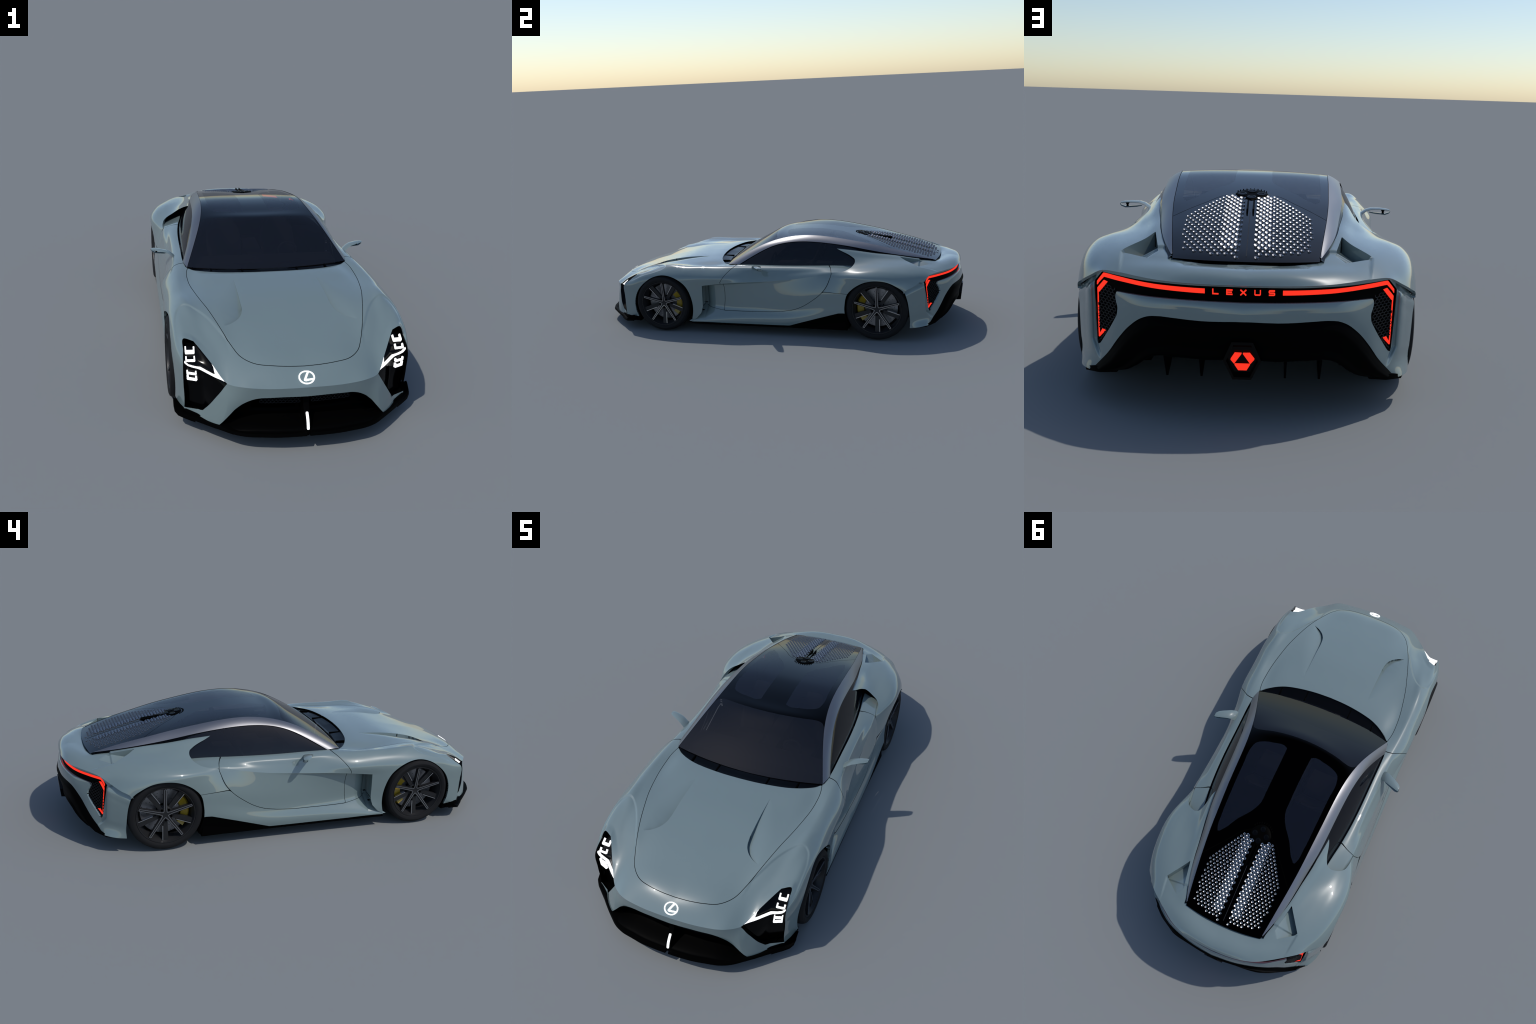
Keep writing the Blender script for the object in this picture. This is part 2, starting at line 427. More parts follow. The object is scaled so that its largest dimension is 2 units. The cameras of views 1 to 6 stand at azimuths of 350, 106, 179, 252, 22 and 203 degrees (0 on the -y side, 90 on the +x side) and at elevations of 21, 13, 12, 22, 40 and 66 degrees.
FARCH = smooth_poly([(-.705,.0),(-.713,.053),(-.733,.117),(-.733,.16),(-.713,.215),(-.663,.270),(-.617,.298),(-.564,.311),(-.497,.302),(-.431,.261),(-.397,.185),(-.393,.108),(-.404,.059),(-.41,0)], 90)
f_arch = lambda V: np.where(V[:, 0] > .25, sdf(V[:, 1:], FARCH), 1.)
_, mA = cut(mA, f_arch(mA.V))
# side intake: below the crease and behind the wing's trailing edge the skin is sunk
crease_z = lambda yy: LA[8].at(yy)[:, 2]
f_in = lambda V: np.where(V[:, 0] > .3, np.minimum(V[:, 1]-trail_y(V[:, 2]), crease_z(V[:, 1])-V[:, 2]), -1.)
fwd, aft = cut(mA, f_in(mA.V))
def sink(V):
    dd_ = np.clip(V[:, 1]+.333, 0, None)
    amp = (.057*np.exp(-dd_/.130)+.030*np.exp(-dd_/.016))*sstep(.24, -.05, V[:, 1])
    return amp*sstep(.0, .008, crease_z(V[:, 1])-V[:, 2]+.0005)*sstep(.060, .15, V[:, 2])
intake_wall = flange(fwd, lambda V: (np.abs(f_in(V)) < 2e-5) & (V[:, 1] < -.30) & (V[:, 0] > .3), lambda A: np.c_[-sink(A)-.004, -.012*np.minimum(sink(A)/.03, 1.), np.zeros(len(A))])
edge_ix = (np.abs(f_in(aft.V)) < 2e-5) & (aft.V[:, 1] < -.30)
sk_ = sink(aft.V); aft.V[:, 0] -= sk_; renormal(aft)
intake_floor = flange(aft, lambda V: edge_ix, lambda A: np.c_[-.002*np.ones(len(A)), -.016*np.ones(len(A)), np.zeros(len(A))])
# bonnet, doors (closed outlines), sill
def f_hood(V): return np.where(V[:, 2] > .2, sdf(V[:, :2], hood_poly), 1.)
hood, gap1, fwd = band(fwd, f_hood, W)
DOOR = smooth_poly([(-.150,.365),(-.178,.345),(-.205,.318),(-.222,.295),(-.2305,.277),(-.222,.266),(-.2165,.24),(-.217,.20),(-.226,.122)], 60)
DOOR2 = smooth_poly([(-.226,.121),(-.062,.124),(.059,.128),(.115,.134),(.165,.144),(.21,.162),(.255,.190),(.31,.235),(.337,.270),(.352,.305),(.3595,.335),(.350,.352),(.328,.364)], 90)
door_poly = np.vstack([DOOR, DOOR2[1:], [(.328, .45), (-.150, .45)]])
def f_door(V): return np.where(V[:, 0] > .3, sdf(V[:, 1:], door_poly), 1.)
door_u, gap2, fwd = band(fwd, f_door, W)
door_l, gap2b, aft = band(aft, f_door, W)
door = join([door_u, door_l])
SILLTOP = np.array([(-.6,.136),(-.34,.134),(-.226,.1215),(-.062,.1245),(.115,.134),(.165,.144),(.21,.162),(.255,.190),(.31,.235),(.322,.2425),(.46,.2365),(.6,.236)])
RARCH = smooth_poly([(.455,0),(.45,.072),(.4315,.141),(.432,.18),(.446,.236),(.470,.263),(.496,.283),(.541,.305),(.594,.3125),(.651,.305),(.694,.285),(.731,.256),(.746,.215),(.7535,.17),(.757,.13),(.755,.0)], 100)
f_rarch = lambda V: np.where(V[:, 0] > .25, sdf(V[:, 1:], RARCH), 1.)
_, aft = cut(aft, f_rarch(aft.V))
aft, _ = cut(aft, aft.V[:, 1]-.50)
f_sill = lambda V: V[:, 2]-np.interp(V[:, 1], SILLTOP[:, 0], SILLTOP[:, 1])
sill, gap3, intake = band(aft, f_sill, .0008)
intake, _ = cut(intake, intake.V[:, 1]-.1)
fwd, shelf = cut(fwd, fwd.V[:, 1]-.1)
shelf, _ = cut(shelf, shelf.V[:, 1]-.50)
SKIRT = np.array([(-.5,.05),(-.40,.0585),(.12,.0585),(.141,.0595),(.209,.081),(.276,.101),(.398,.136),(.423,.1375),(.46,.135)])
f_skirt = lambda V: V[:, 2]-np.interp(V[:, 1], SKIRT[:, 0], SKIRT[:, 1])
skirt, sill = cut(sill, f_skirt(sill.V))
_, fwd = cut(fwd, np.where(fwd.V[:, 0] > .25, fwd.V[:, 2]-.0735*sstep(-.66, -.70, fwd.V[:, 1]), 1.))
nose, wing = cut(fwd, fwd.V[:, 1]+.74+.35*np.clip(.36-fwd.V[:, 0], 0, .06))
# bonnet outlets: cut along the lip, sink the outer side, close the step with a wall
VENT = smooth_poly([(.241,-.686),(.212,-.672),(.188,-.652),(.172,-.624),(.166,-.59),(.165,-.54),(.164,-.46),(.164,-.372)], 60)
VBACK = smooth_poly([(.164,-.372),(.205,-.43),(.238,-.50),(.256,-.58),(.258,-.645),(.241,-.686)], 40)
vpoly = np.vstack([VENT, VBACK[1:-1]])
def vent_depth(V):
    d0, par, _ = seg_dist(V[:, :2], VENT); d1 = seg_dist(V[:, :2], VBACK)[0]
    t = d1/(d0+d1+1e-9)
    return .017*np.interp(par, [0, .08, .25, .42, .6, .82, 1], [0, .55, 1, 1, .55, .2, 0])*t**2
vent, hood = cut(hood, sdf(hood.V[:, :2], vpoly))
vent_wall = flange(hood, lambda V: (np.abs(sdf(V[:, :2], vpoly)) < 2e-5), lambda A: np.c_[np.zeros((len(A), 2)), -vent_depth(A)-1e-4])
vent.V[:, 2] -= vent_depth(vent.V); renormal(vent)
hood = join([hood, vent, vent_wall])

part('bonnet', hood, PAINT)
part('front_wing', join([wing, intake, intake_wall]), PAINT, side=True)
part('intake_duct', intake_floor, PAINT, side=True)
doors = part('door', door, PAINT, side=True)
part('side_sill', sill, PAINT, side=True)
part('scoop_shelf', shelf, PAINT, side=True)
gaps = [gap1, gap2, gap2b, gap3]

# ================================================================== REAR QUARTER NET (B)
XB = [
 [(0,.25,.34),(0,.6,.34),(0,.84,.3585),(0,.882,.3608),(0,.92,.361),(0,.95,.357),(0,.97,.349),(0,.982,.339),(0,.987,.331)],
 [(.10,.25,.34),(.10,.6,.34),(.10,.84,.3585),(.10,.882,.3608),(.105,.92,.360),(.11,.95,.353),(.116,.968,.342),(.120,.977,.331)],
 [(.271,.25,.455),(.269,.36,.442),(.267,.409,.436),(.264,.459,.429),(.259,.509,.421),(.251,.558,.413),(.243,.606,.407),(.236,.655,.401),(.226,.704,.393),(.213,.751,.384),(.201,.80,.376),(.188,.847,.369),(.187,.88,.361),(.190,.92,.349),(.192,.955,.331)],
 [(.30,.25,.428),(.30,.36,.416),(.299,.45,.403),(.295,.51,.396),(.288,.56,.391),(.28,.62,.387),(.272,.68,.383),(.262,.74,.377),(.252,.80,.368),(.246,.85,.358),(.246,.89,.346),(.247,.922,.331)],
 [(.332,.25,.388),(.334,.36,.380),(.337,.45,.374),(.338,.51,.373),(.336,.56,.374),(.330,.62,.375),(.322,.68,.373),(.312,.74,.369),(.304,.80,.360),(.300,.85,.346),(.299,.886,.331)],
 [(.365,.25,.352),(.370,.36,.351),(.378,.45,.354),(.382,.51,.358),(.383,.56,.362),(.379,.62,.364),(.371,.68,.361),(.361,.74,.354),(.351,.79,.345),(.345,.825,.336),(.342,.853,.327)],
 [(.385,.25,.330),(.390,.36,.334),(.404,.45,.340),(.414,.51,.345),(.417,.56,.348),(.414,.62,.348),(.408,.68,.343),(.398,.74,.333),(.389,.78,.320),(.380,.812,.304)],
 [(.396,.25,.317),(.395,.36,.325),(.418,.45,.329),(.433,.51,.329),(.438,.56,.328),(.436,.62,.325),(.430,.68,.316),(.422,.73,.302),(.412,.774,.281)],
 [(.402,.25,.280),(.406,.36,.295),(.424,.45,.300),(.437,.51,.299),(.442,.56,.296),(.441,.62,.291),(.438,.68,.281),(.430,.737,.260)],
 [(.410,.25,.225),(.423,.36,.232),(.429,.45,.234),(.434,.51,.234),(.437,.6,.234),(.434,.68,.234),(.428,.735,.236)],
]
LB = [Line(p) for p in XB]
YB = stations(.25, .987, .0045, [(.80, .99, .003)])
PB = net_points(LB, YB, .25, join_hi=.62, Y1=.987)
subB = [14, 20, 12, 12, 12, 12, 12, 12, 12]
GB = relax(cross_interp(PB, subB), 4)
# rear outlets: triangular pocket beside the back glass, sinking forward under the wing panel
POCKET = np.array([(.239,.690),(.306,.782),(.297,.793),(.204,.862)])
e0, e1 = np.array([.239, .690]), np.array([.306, .782]); nrm = np.array([-(e1-e0)[1], (e1-e0)[0]]); nrm /= np.linalg.norm(nrm)
if nrm[1] < 0: nrm = -nrm
pocket_depth = lambda V: .040*np.clip(1-((V[:, :2]-e0)@nrm)/.088, 0, 1)
# raised wing edge: the deck is a step lower than the wing behind the pocket
stepx = .306-(GB[..., 1]-.782)*.13
GB[..., 2] -= .006*sstep(.004, -.002, GB[..., 0]-stepx)*sstep(.785, .792, GB[..., 1])*sstep(.985, .90, GB[..., 1]+.25*GB[..., 0])
netB = grid_mesh(GB)
if netB.N[np.argmin(np.abs(netB.V-[.35, .6, .38]).sum(1)), 2] < 0: netB = grid_mesh(GB, flip=True)
netB.N[np.abs(netB.V[:, 0]) < 1e-6, 0] = 0
mB = netB
# opening of the side scoop and front border of the quarter panel
MOUTH = smooth_poly([(.358,.443),(.372,.437),(.398,.426),(.430,.413),(.455,.400),(.468,.391),(.471,.380),(.464,.368),(.444,.355),(.41,.344),(.362,.334)], 60)
qb = np.vstack([MOUTH, DOOR2[::-1][(DOOR2[::-1][:, 1] < .332)], [(.25, .19), (.0, .19), (.0, .50), (.358, .50)]])
f_q = lambda V: np.where(V[:, 0] > .262, sdf(V[:, 1:], qb)-.0012, np.where(V[:, 1] < .40, -1., 1.))
_, mB = cut(mB, f_q(mB.V))
_, mB = cut(mB, f_rarch(mB.V))
_, mB = cut(mB, mB.V[:, 2]-np.interp(mB.V[:, 1], [.25, .322, .46, .7], [.244, .2438, .2378, .2378])+0*mB.V[:, 0])
# under the back glass
BACK = np.vstack([LB[2].at(np.linspace(.30, .846, 60))[:, :2]-[.004, 0], [(.171,.862),(.143,.868),(.113,.874),(.084,.877),(0,.878),(-.05,.878),(-.05,.2),(.3,.2)]])
_, mB = cut(mB, np.where(mB.V[:, 2] > .3, sdf(mB.V[:, :2], BACK), 1.))
f_pk = lambda V: np.where(V[:, 2] > .3, sdf(V[:, :2], POCKET), 1.)
pocket, mB = cut(mB, f_pk(mB.V))
pocket_wall = flange(mB, near(f_pk), lambda A: np.c_[np.zeros((len(A), 2)), -pocket_depth(A)-1e-4])
pocket.V[:, 2] -= pocket_depth(pocket.V); renormal(pocket)
deck, quarter = cut(mB, np.where(mB.V[:, 1] > .75, mB.V[:, 0]-np.interp(mB.V[:, 1], [.75, .782, .80, .93], [.31, .3065, .304, .286]), 1.))
part('rear_quarter_panel', quarter, PAINT, side=True)
part('tail_deck', deck, PAINT)
part('rear_outlet', join([pocket, pocket_wall]), PAINT, side=True)

# ================================================================== FRONT FASCIA NET (F)
XF = [
 [(0,-.957,.213),(0,-.9535,.178),(0,-.948,.12),(0,-.948,.05)],
 [(.13,-.949,.212),(.134,-.944,.176),(.14,-.937,.12),(.145,-.937,.05)],
 [(.207,-.933,.214),(.208,-.9285,.165),(.215,-.92,.12),(.225,-.918,.05)],
 [(.259,-.896,.211),(.259,-.9105,.155),(.268,-.913,.10),(.286,-.908,.05)],
 [(.303,-.829,.253),(.300,-.861,.21),(.302,-.873,.16),(.308,-.880,.105),(.322,-.876,.05)],
 [(.356,-.742,.297),(.350,-.806,.245),(.348,-.825,.17),(.347,-.831,.095),(.356,-.838,.05)],
 [(.389,-.727,.301),(.397,-.803,.243),(.396,-.805,.17),(.393,-.804,.09),(.399,-.801,.05)],
]
def fascia(cols, subs, rows=70, crease=None):
    P = [np.array(c_) for c_ in cols]
    v = np.linspace(0, 1, rows)
    C = []
    for c in P:
        s = np.r_[0, np.cumsum(np.linalg.norm(np.diff(c, axis=0), axis=1))]; s /= s[-1]
        C.append(hermite(s, c)(v))
    C = np.stack(C, 1)                       # (rows, cols, 3)
    cr = None
    if crease: cr = np.zeros(C.shape[:2]); 
    for k_, w_ in (crease or {}).items(): cr[:, k_] = w_
    return relax(cross_interp(C, subs, cr), 0 if crease else 3)
GF = fascia(XF, [26, 20, 16, 16, 18, 14], 110, {3: .35, 5: .9})
netF = grid_mesh(GF)
if netF.N[np.argmin(np.abs(netF.V-[0, -.95, .15]).sum(1)), 1] > 0: netF = grid_mesh(GF, flip=True)
netF.N[np.abs(netF.V[:, 0]) < 1e-6, 0] = 0
xz = [0, 2]
GRILLE = np.vstack([smooth_poly([(-.02,.1775),(.025,.1775),(.083,.1775),(.130,.176),(.156,.1745),(.177,.169),(.195,.160),(.213,.147)], 40),
                    [(.237,.124),(.263,.092),(.289,.0595),(.30,.03),(-.02,.03)]])
LAMP = np.array([(.259,.2115),(.259,.35),(.43,.35),(.43,.0800),(.386,.079),(.350,.0835),(.341,.0855),(.335,.089)])
mF = netF
grille_hole, mF = cut(mF, sdf(mF.V[:, xz], GRILLE))
lamp, mF = cut(mF, sdf(mF.V[:, xz], LAMP))
fbot = lambda V: V[:, 2]-np.interp(V[:, 0], [0, .289, .345, .385, .43], [.0595, .0595, .064, .0735, .0735])
_, mF = cut(mF, fbot(mF.V))
part('front_bumper', join([nose, mF]), PAINT)
# lamp glass sits 2 mm inside the panel
lamp_edge = flange(lamp, lambda V: np.ones(len(V), bool), lambda A: np.c_[np.zeros(len(A)), .024*np.ones(len(A)), -.016*np.ones(len(A))])
lamp.V = lamp.V-lamp.N*.024
part('headlamp', join([lamp, lamp_edge]), GLOSS, side=True)
bvh = lambda m: BVHTree.FromPolygons([Vector(v) for v in m.V], m.F.tolist())
BV_F = bvh(netF)

# ================================================================== REAR FASCIA NET (C)
XC = [
 [(0,.984,.331),(0,.978,.314),(0,.9785,.296),(0,.988,.287),(0,.9935,.27),(0,.995,.25),(0,.985,.18),(0,.96,.08)],
 [(.12,.974,.331),(.12,.968,.314),(.12,.9685,.296),(.121,.976,.287),(.121,.980,.27),(.122,.981,.248),(.122,.970,.17),(.12,.95,.08)],
 [(.222,.938,.331),(.222,.933,.314),(.222,.934,.296),(.225,.941,.286),(.228,.945,.27),(.234,.945,.238),(.232,.935,.16),(.23,.92,.08)],
 [(.300,.884,.331),(.300,.881,.314),(.299,.883,.296),(.297,.890,.280),(.297,.899,.24),(.297,.905,.18),(.305,.899,.14),(.32,.880,.08)],
 [(.340,.850,.326),(.347,.842,.30),(.351,.843,.26),(.351,.847,.22),(.349,.852,.165),(.346,.863,.12),(.360,.856,.075)],
 [(.361,.820,.309),(.364,.822,.299),(.374,.827,.284),(.376,.829,.25),(.376,.830,.20),(.375,.832,.15),(.374,.834,.11),(.386,.838,.076)],
 [(.388,.783,.290),(.391,.785,.280),(.397,.788,.265),(.399,.791,.23),(.400,.792,.18),(.399,.793,.14),(.398,.793,.11),(.407,.800,.072)],
 [(.420,.731,.259),(.423,.733,.251),(.427,.736,.242),(.428,.738,.21),(.428,.739,.18),(.427,.740,.14),(.424,.743,.11),(.420,.748,.069)],
]
GC = fascia(XC, [26, 22, 20, 16, 14, 12, 14], 130)
# vertical hollow beside the tail lamp
hx = GC[..., 0]-np.interp(GC[..., 2], [.10, .15, .28, .32], [.340, .3655, .3695, .372])
GC[..., 1] -= .012*np.exp(-(hx/.0055)**2)*sstep(.105, .14, GC[..., 2])*sstep(.315, .295, GC[..., 2])
netC = grid_mesh(GC)
if netC.N[np.argmin(np.abs(netC.V-[0, .99, .27]).sum(1)), 1] < 0: netC = grid_mesh(GC, flip=True)
netC.N[np.abs(netC.V[:, 0]) < 1e-6, 0] = 0
mC = netC
DIFF = np.vstack([smooth_poly([(-.02,.250),(.016,.250),(.051,.2485),(.086,.2475),(.122,.248),(.158,.249),(.195,.249),(.216,.246),(.233,.239),(.266,.212),(.295,.176),(.321,.137),(.361,.089)], 90), [(.40, .02), (-.02, .02)]])
f_diff = lambda V: sdf(V[:, xz], DIFF)
diff_cut, mC = cut(mC, f_diff(mC.V))
BANDP = np.vstack([smooth_poly([(-.02,.3265),(.05,.3265),(.12,.3255),(.20,.3245),(.27,.323),(.343,.3225)], 50), [(.3665,.293)],
                   [(.3665,.283),(.361,.20),(.357,.150)], smooth_poly([(.354,.143),(.349,.146),(.343,.154)], 8), [(.318,.195),(.300,.228)],
                   smooth_poly([(.298,.235),(.2975,.25),(.302,.262),(.304,.276),(.302,.283)], 16),
                   smooth_poly([(.297,.284),(.25,.287),(.20,.289),(.12,.2905),(-.02,.2905)], 40)])
f_band = lambda V: sdf(V[:, xz], BANDP)
tail, mC = cut(mC, f_band(mC.V))
_, mC = cut(mC, f_rarch(mC.V))
part('rear_bumper', mC, PAINT)
tail.V = tail.V-tail.N*.005
part('tail_lamp_panel', tail, BLACK)
BV_C = bvh(netC)
# folded edges of the openings
edge_parts = []
tf = flange(mC, near(f_band), lambda A: np.tile([0, -.012, 0], (len(A), 1)))
edge_parts.append(tf)

# overhanging lip of the quarter/deck above the tail lamps
lipm = flange(join([deck, quarter]), lambda V: (V[:, 1] > .73) & (V[:, 2] < .345) & (V[:, 0] > -.01) & ((np.abs(V[:, 2]-.331) < .012) | (V[:, 0] > .30)) & (np.abs(f_rarch(V)) > .004) & (np.abs(V[:, 0]-.3) > -1),
              lambda A: np.c_[-.004*np.ones(len(A)), -.010*np.ones(len(A)), -.006*np.ones(len(A))])
if lipm is not None: edge_parts.append(lipm)

# wheel arch returns and scoop lip
for m_, f_ in ((wing, f_arch), (sill, f_arch), (sill, f_rarch), (quarter, f_rarch), (mC, f_rarch), (nose, f_arch)):
    e = flange(m_, near(f_), lambda A: np.tile([-.010, 0, 0], (len(A), 1)))
    if e is not None: edge_parts.append(e)
e = flange(quarter, lambda V: (V[:, 1] < .475) & (V[:, 2] > .333) & (V[:, 0] > .262), lambda A: np.c_[-.010*np.ones(len(A)), .028*np.ones(len(A)), -.006*np.ones(len(A))])
if e is not None: edge_parts.append(e)
part('panel_edge', join(edge_parts), PAINT)
gp = join([g for g in gaps if g is not None]); gp.V = gp.V-gp.N*.0012
part('panel_gap', gp, GAP)
skirt.V = skirt.V-skirt.N*.004
part('side_skirt', skirt, BLACK, side=True)

# ================================================================== CABIN
U = np.array([(.328,-.208,.357),(.291,-.107,.4155),(.260,-.008,.462),(.239,.10,.490),(.229,.212,.499),(.224,.324,.4905),(.218,.432,.473),(.2115,.538,.4525),(.2015,.643,.4275),(.189,.746,.402),(.1755,.849,.370)])
LW = np.array([(.340,-.147,.359),(.3105,-.058,.410),(.288,.036,.4525),(.274,.138,.4715),(.267,.243,.4715),(.2625,.346,.4615),(.256,.446,.4455),(.243,.544,.4245),(.230,.64,.4065),(.213,.737,.390),(.178,.853,.369)])
Uf = cubic(U[:, 1], U[:, [0, 2]]); Lf = cubic(LW[:, 1], LW[:, [0, 2]])
ZC = cubic([-.252,-.15,-.05,.002,.05,.10,.15,.2,.25,.3,.4,.476,.577,.7,.8,.865,.882], [.356,.4140,.4680,.4915,.4965,.5005,.5040,.5050,.5035,.4985,.4838,.470,.449,.419,.3905,.3695,.3625])
nq, nt = 70, 330
q = np.linspace(0, 1, nq)[None, :]; t = np.linspace(0, 1, nt)[:, None]
Yc = -.252+t*(.882+.252)
yq = (-.252+.045*q**2)+t*((.882-.016*q**2)-(-.252+.045*q**2))
yU = -.207+t*(.866+.207)
yUc = np.clip(yU, U[0, 1], U[-1, 1])
u2 = Uf(yUc[:, 0]); xU = u2[:, :1]; zU = u2[:, 1:]
tail_off = np.clip(yU-U[-1, 1], 0, None)
xU = xU-.12*tail_off; zU = zU-.35*tail_off
p = 2.2+1.0*sstep(-.05, .10, Yc)
zz = zU+(ZC(Yc[:, 0])-zU)*(1-q**p)
GG = np.stack([xU*q, yq, zz], -1)
netG = grid_mesh(GG)
if netG.N[np.argmin(np.abs(netG.V-[0, .2, .5]).sum(1)), 2] < 0: netG = grid_mesh(GG, flip=True)
netG.N[np.abs(netG.V[:, 0]) < 1e-6, 0] = 0
WS = np.vstack([[(-.05,.003)], smooth_poly([(0,.0025),(.047,.004),(.083,.007),(.121,.0125),(.159,.0195),(.199,.030),(.222,.034),(.240,.030),(.252,.016),(.262,-.012)], 50), [(.40,-.10),(.40,-.4),(-.05,-.4)]])
screen, mG = cut(netG, sdf(netG.V[:, :2], WS))
SEAM = smooth_poly([(-.02,.468),(.0,.468),(.045,.474),(.075,.492),(.12,.548),(.160,.595),(.215,.660)], 60)
SEAMP = np.vstack([SEAM, [(.3,.66),(.3,1.),(-.02,1.)]])
hatch, g2, roof = band(mG, lambda V: sdf(V[:, :2], SEAMP), .0009)
RW = smooth_poly([(.058,.075),(.075,.066),(.12,.072),(.165,.084),(.195,.103),(.205,.135),(.203,.22),(.199,.35),(.193,.47),(.187,.52),(.178,.537),(.165,.525),(.12,.455),(.075,.395),(.058,.355),(.056,.30),(.056,.16)], 100, True)
rwin, roof = cut(roof, sdf(roof.V[:, :2], RW))
part('windscreen', screen, GLASS)
part('roof_panel', roof, ROOF)
part('roof_window', rwin, ROOFWIN, side=True)
part('rear_hatch', hatch, ROOF)
g2.V = g2.V-g2.N*.0008
part('hatch_gap', g2, GAP)
BV_G = bvh(netG)

# bright roof arch between glass roof and side glass
s = np.linspace(0, 1, len(U)); sf = np.linspace(0, 1, 260)
Uc = cubic(s, U)(sf); Lc = cubic(s, LW)(sf)
v = np.linspace(0, 1, 13)[None, :, None]
RB = Uc[:, None]*(1-v)+Lc[:, None]*v
out = np.cross(np.gradient(Uc, axis=0), Lc-Uc); out /= np.linalg.norm(out, axis=1)[:, None]+1e-9
if out[120, 0] < 0: out = -out
wid = np.linalg.norm(Lc-Uc, axis=1)[:, None, None]
RB = RB+out[:, None]*(.05*wid*4*v*(1-v)+.0012)
pil = grid_mesh(RB)
if pil.N[120*13+6, 0] < 0: pil = grid_mesh(RB, flip=True)
part('roof_arch', pil, SILVER, side=True)
# edge thickness of the arch, top and bottom
ed = flange(pil, lambda V: np.ones(len(V), bool), lambda A: np.c_[-.006*np.ones(len(A)), np.zeros(len(A)), -.004*np.ones(len(A))])
part('arch_seal', ed, GAP)

# side glass between the arch and the belt line
yb = np.linspace(-.146, .50, 150)
top = Lf(yb); bx = LA[3].at(yb)-np.array([-.001, 0, .007])
Tp = np.stack([top[:, 0], yb, top[:, 1]], 1)
v = np.linspace(0, 1, 20)[None, :, None]
SG = Tp[:, None]*(1-v)+bx[:, None]*v
hgt = np.linalg.norm(Tp-bx, axis=1)[:, None]
SG[..., 0] += .05*hgt*4*v[..., 0]*(1-v[..., 0])-.004
sg = grid_mesh(SG)
if sg.N[75*20+10, 0] < 0: sg = grid_mesh(SG, flip=True)
part('side_window', sg, GLASS, side=True)
# dark strip between arch and quarter panel
yk = np.linspace(.34, .86, 120)
top = Lf(np.clip(yk, None, .853)); lo = LB[2].at(yk)-np.array([.002, 0, .004])
Tp = np.stack([top[:, 0]-.002, yk, top[:, 1]-.001], 1)
ST = Tp[:, None]*(1-np.linspace(0, 1, 5)[None, :, None])+lo[:, None]*np.linspace(0, 1, 5)[None, :, None]
st = grid_mesh(ST)
if st.N[200, 2] < 0: st = grid_mesh(ST, flip=True)
part('quarter_seal', st, GLOSS, side=True)

# cowl with three ribs between bonnet and windscreen
cx = np.linspace(0, .327, 60)
ch = np.interp(cx, COWL[::-1, 0], COWL[::-1, 1]); cw = -.252+.045*(cx/.328)**2
ch_z = np.interp(cx, [0, .17, .275, .327], [.366, .363, .359, .357])
R = [np.c_[cx, ch-.004, ch_z-.003], np.c_[cx, ch+.002, ch_z-.008], np.c_[cx, ch*.5+cw*.5, ch_z-.009], np.c_[cx, cw+.004, .3535+0*cx]]
cow = grid_mesh(np.stack(R, 0))
if cow.N[60, 2] < 0: cow = grid_mesh(np.stack(R, 0), flip=True)
part('cowl_panel', cow, GLOSS)
ribs = Acc()
for xr in (.112, .235):
    yh, yw = np.interp(xr, cx, ch), np.interp(xr, cx, cw)
    V, F = box((xr, (yh+yw)/2, .353), (.005, abs(yw-yh)*.9, .010)); ribs.both(V, F)
ribs.make('cowl_rib', BLACK)

# ================================================================== BLACK LOWER PARTS
# grille cavity
cx = np.linspace(-.289, .289, 260)
ax = np.abs(cx)
gy = np.interp(ax, *zip(*[(0,-.9535),(.083,-.951),(.13,-.945),(.177,-.935),(.213,-.926),(.263,-.912),(.289,-.906)]))
gz = np.interp(ax, GRILLE[:-2, 0], GRILLE[:-2, 1])
spl = smooth_poly([(0,-1.0),(.055,-.9985),(.103,-.995),(.154,-.986),(.203,-.975),(.24,-.958),(.28,-.926),(.33,-.880),(.38,-.830),(.424,-.79)], 80)
sy = np.interp(ax, spl[:, 0], spl[:, 1])
rows = []
for k, (fz, dy) in enumerate([(1., .000), (.96, .014), (.80, .020), (.55, .012), (.30, -.002), (.0, .0)]):
    zz = .056+(gz-.056)*fz
    w = 1-fz
    yy = gy*(1-w**1.5)+(sy+.012)*w**1.5+dy*np.clip((gz-.056)/.05, 0, 1)
    rows.append(np.c_[cx, yy, zz])
gm = np.stack(rows, 0)
v = np.linspace(0, len(rows)-1, 90); gm = hermite(np.arange(len(rows)), gm.reshape(len(rows), -1))(v).reshape(90, len(cx), 3)
fz = ((gm[..., 2]-.056)/(gz[None, :]-.056+1e-6)); axx = np.abs(gm[..., 0])
gm[..., 1] += .072*sstep(.010, .014, axx)*sstep(.288, .245, axx)*sstep(1.0, .965, fz)*sstep(.10, .35, fz)
gm[..., 1] += .060*sstep(.022, .027, axx)*sstep(.175, .168, axx)*sstep(.975, .93, fz)*sstep(.40, .46, fz)
gr = grid_mesh(gm)
if gr.N[45*260+60, 1] > 0: gr = grid_mesh(gm, flip=True)
obj('grille', to_mesh('grille', gr, BLACK))

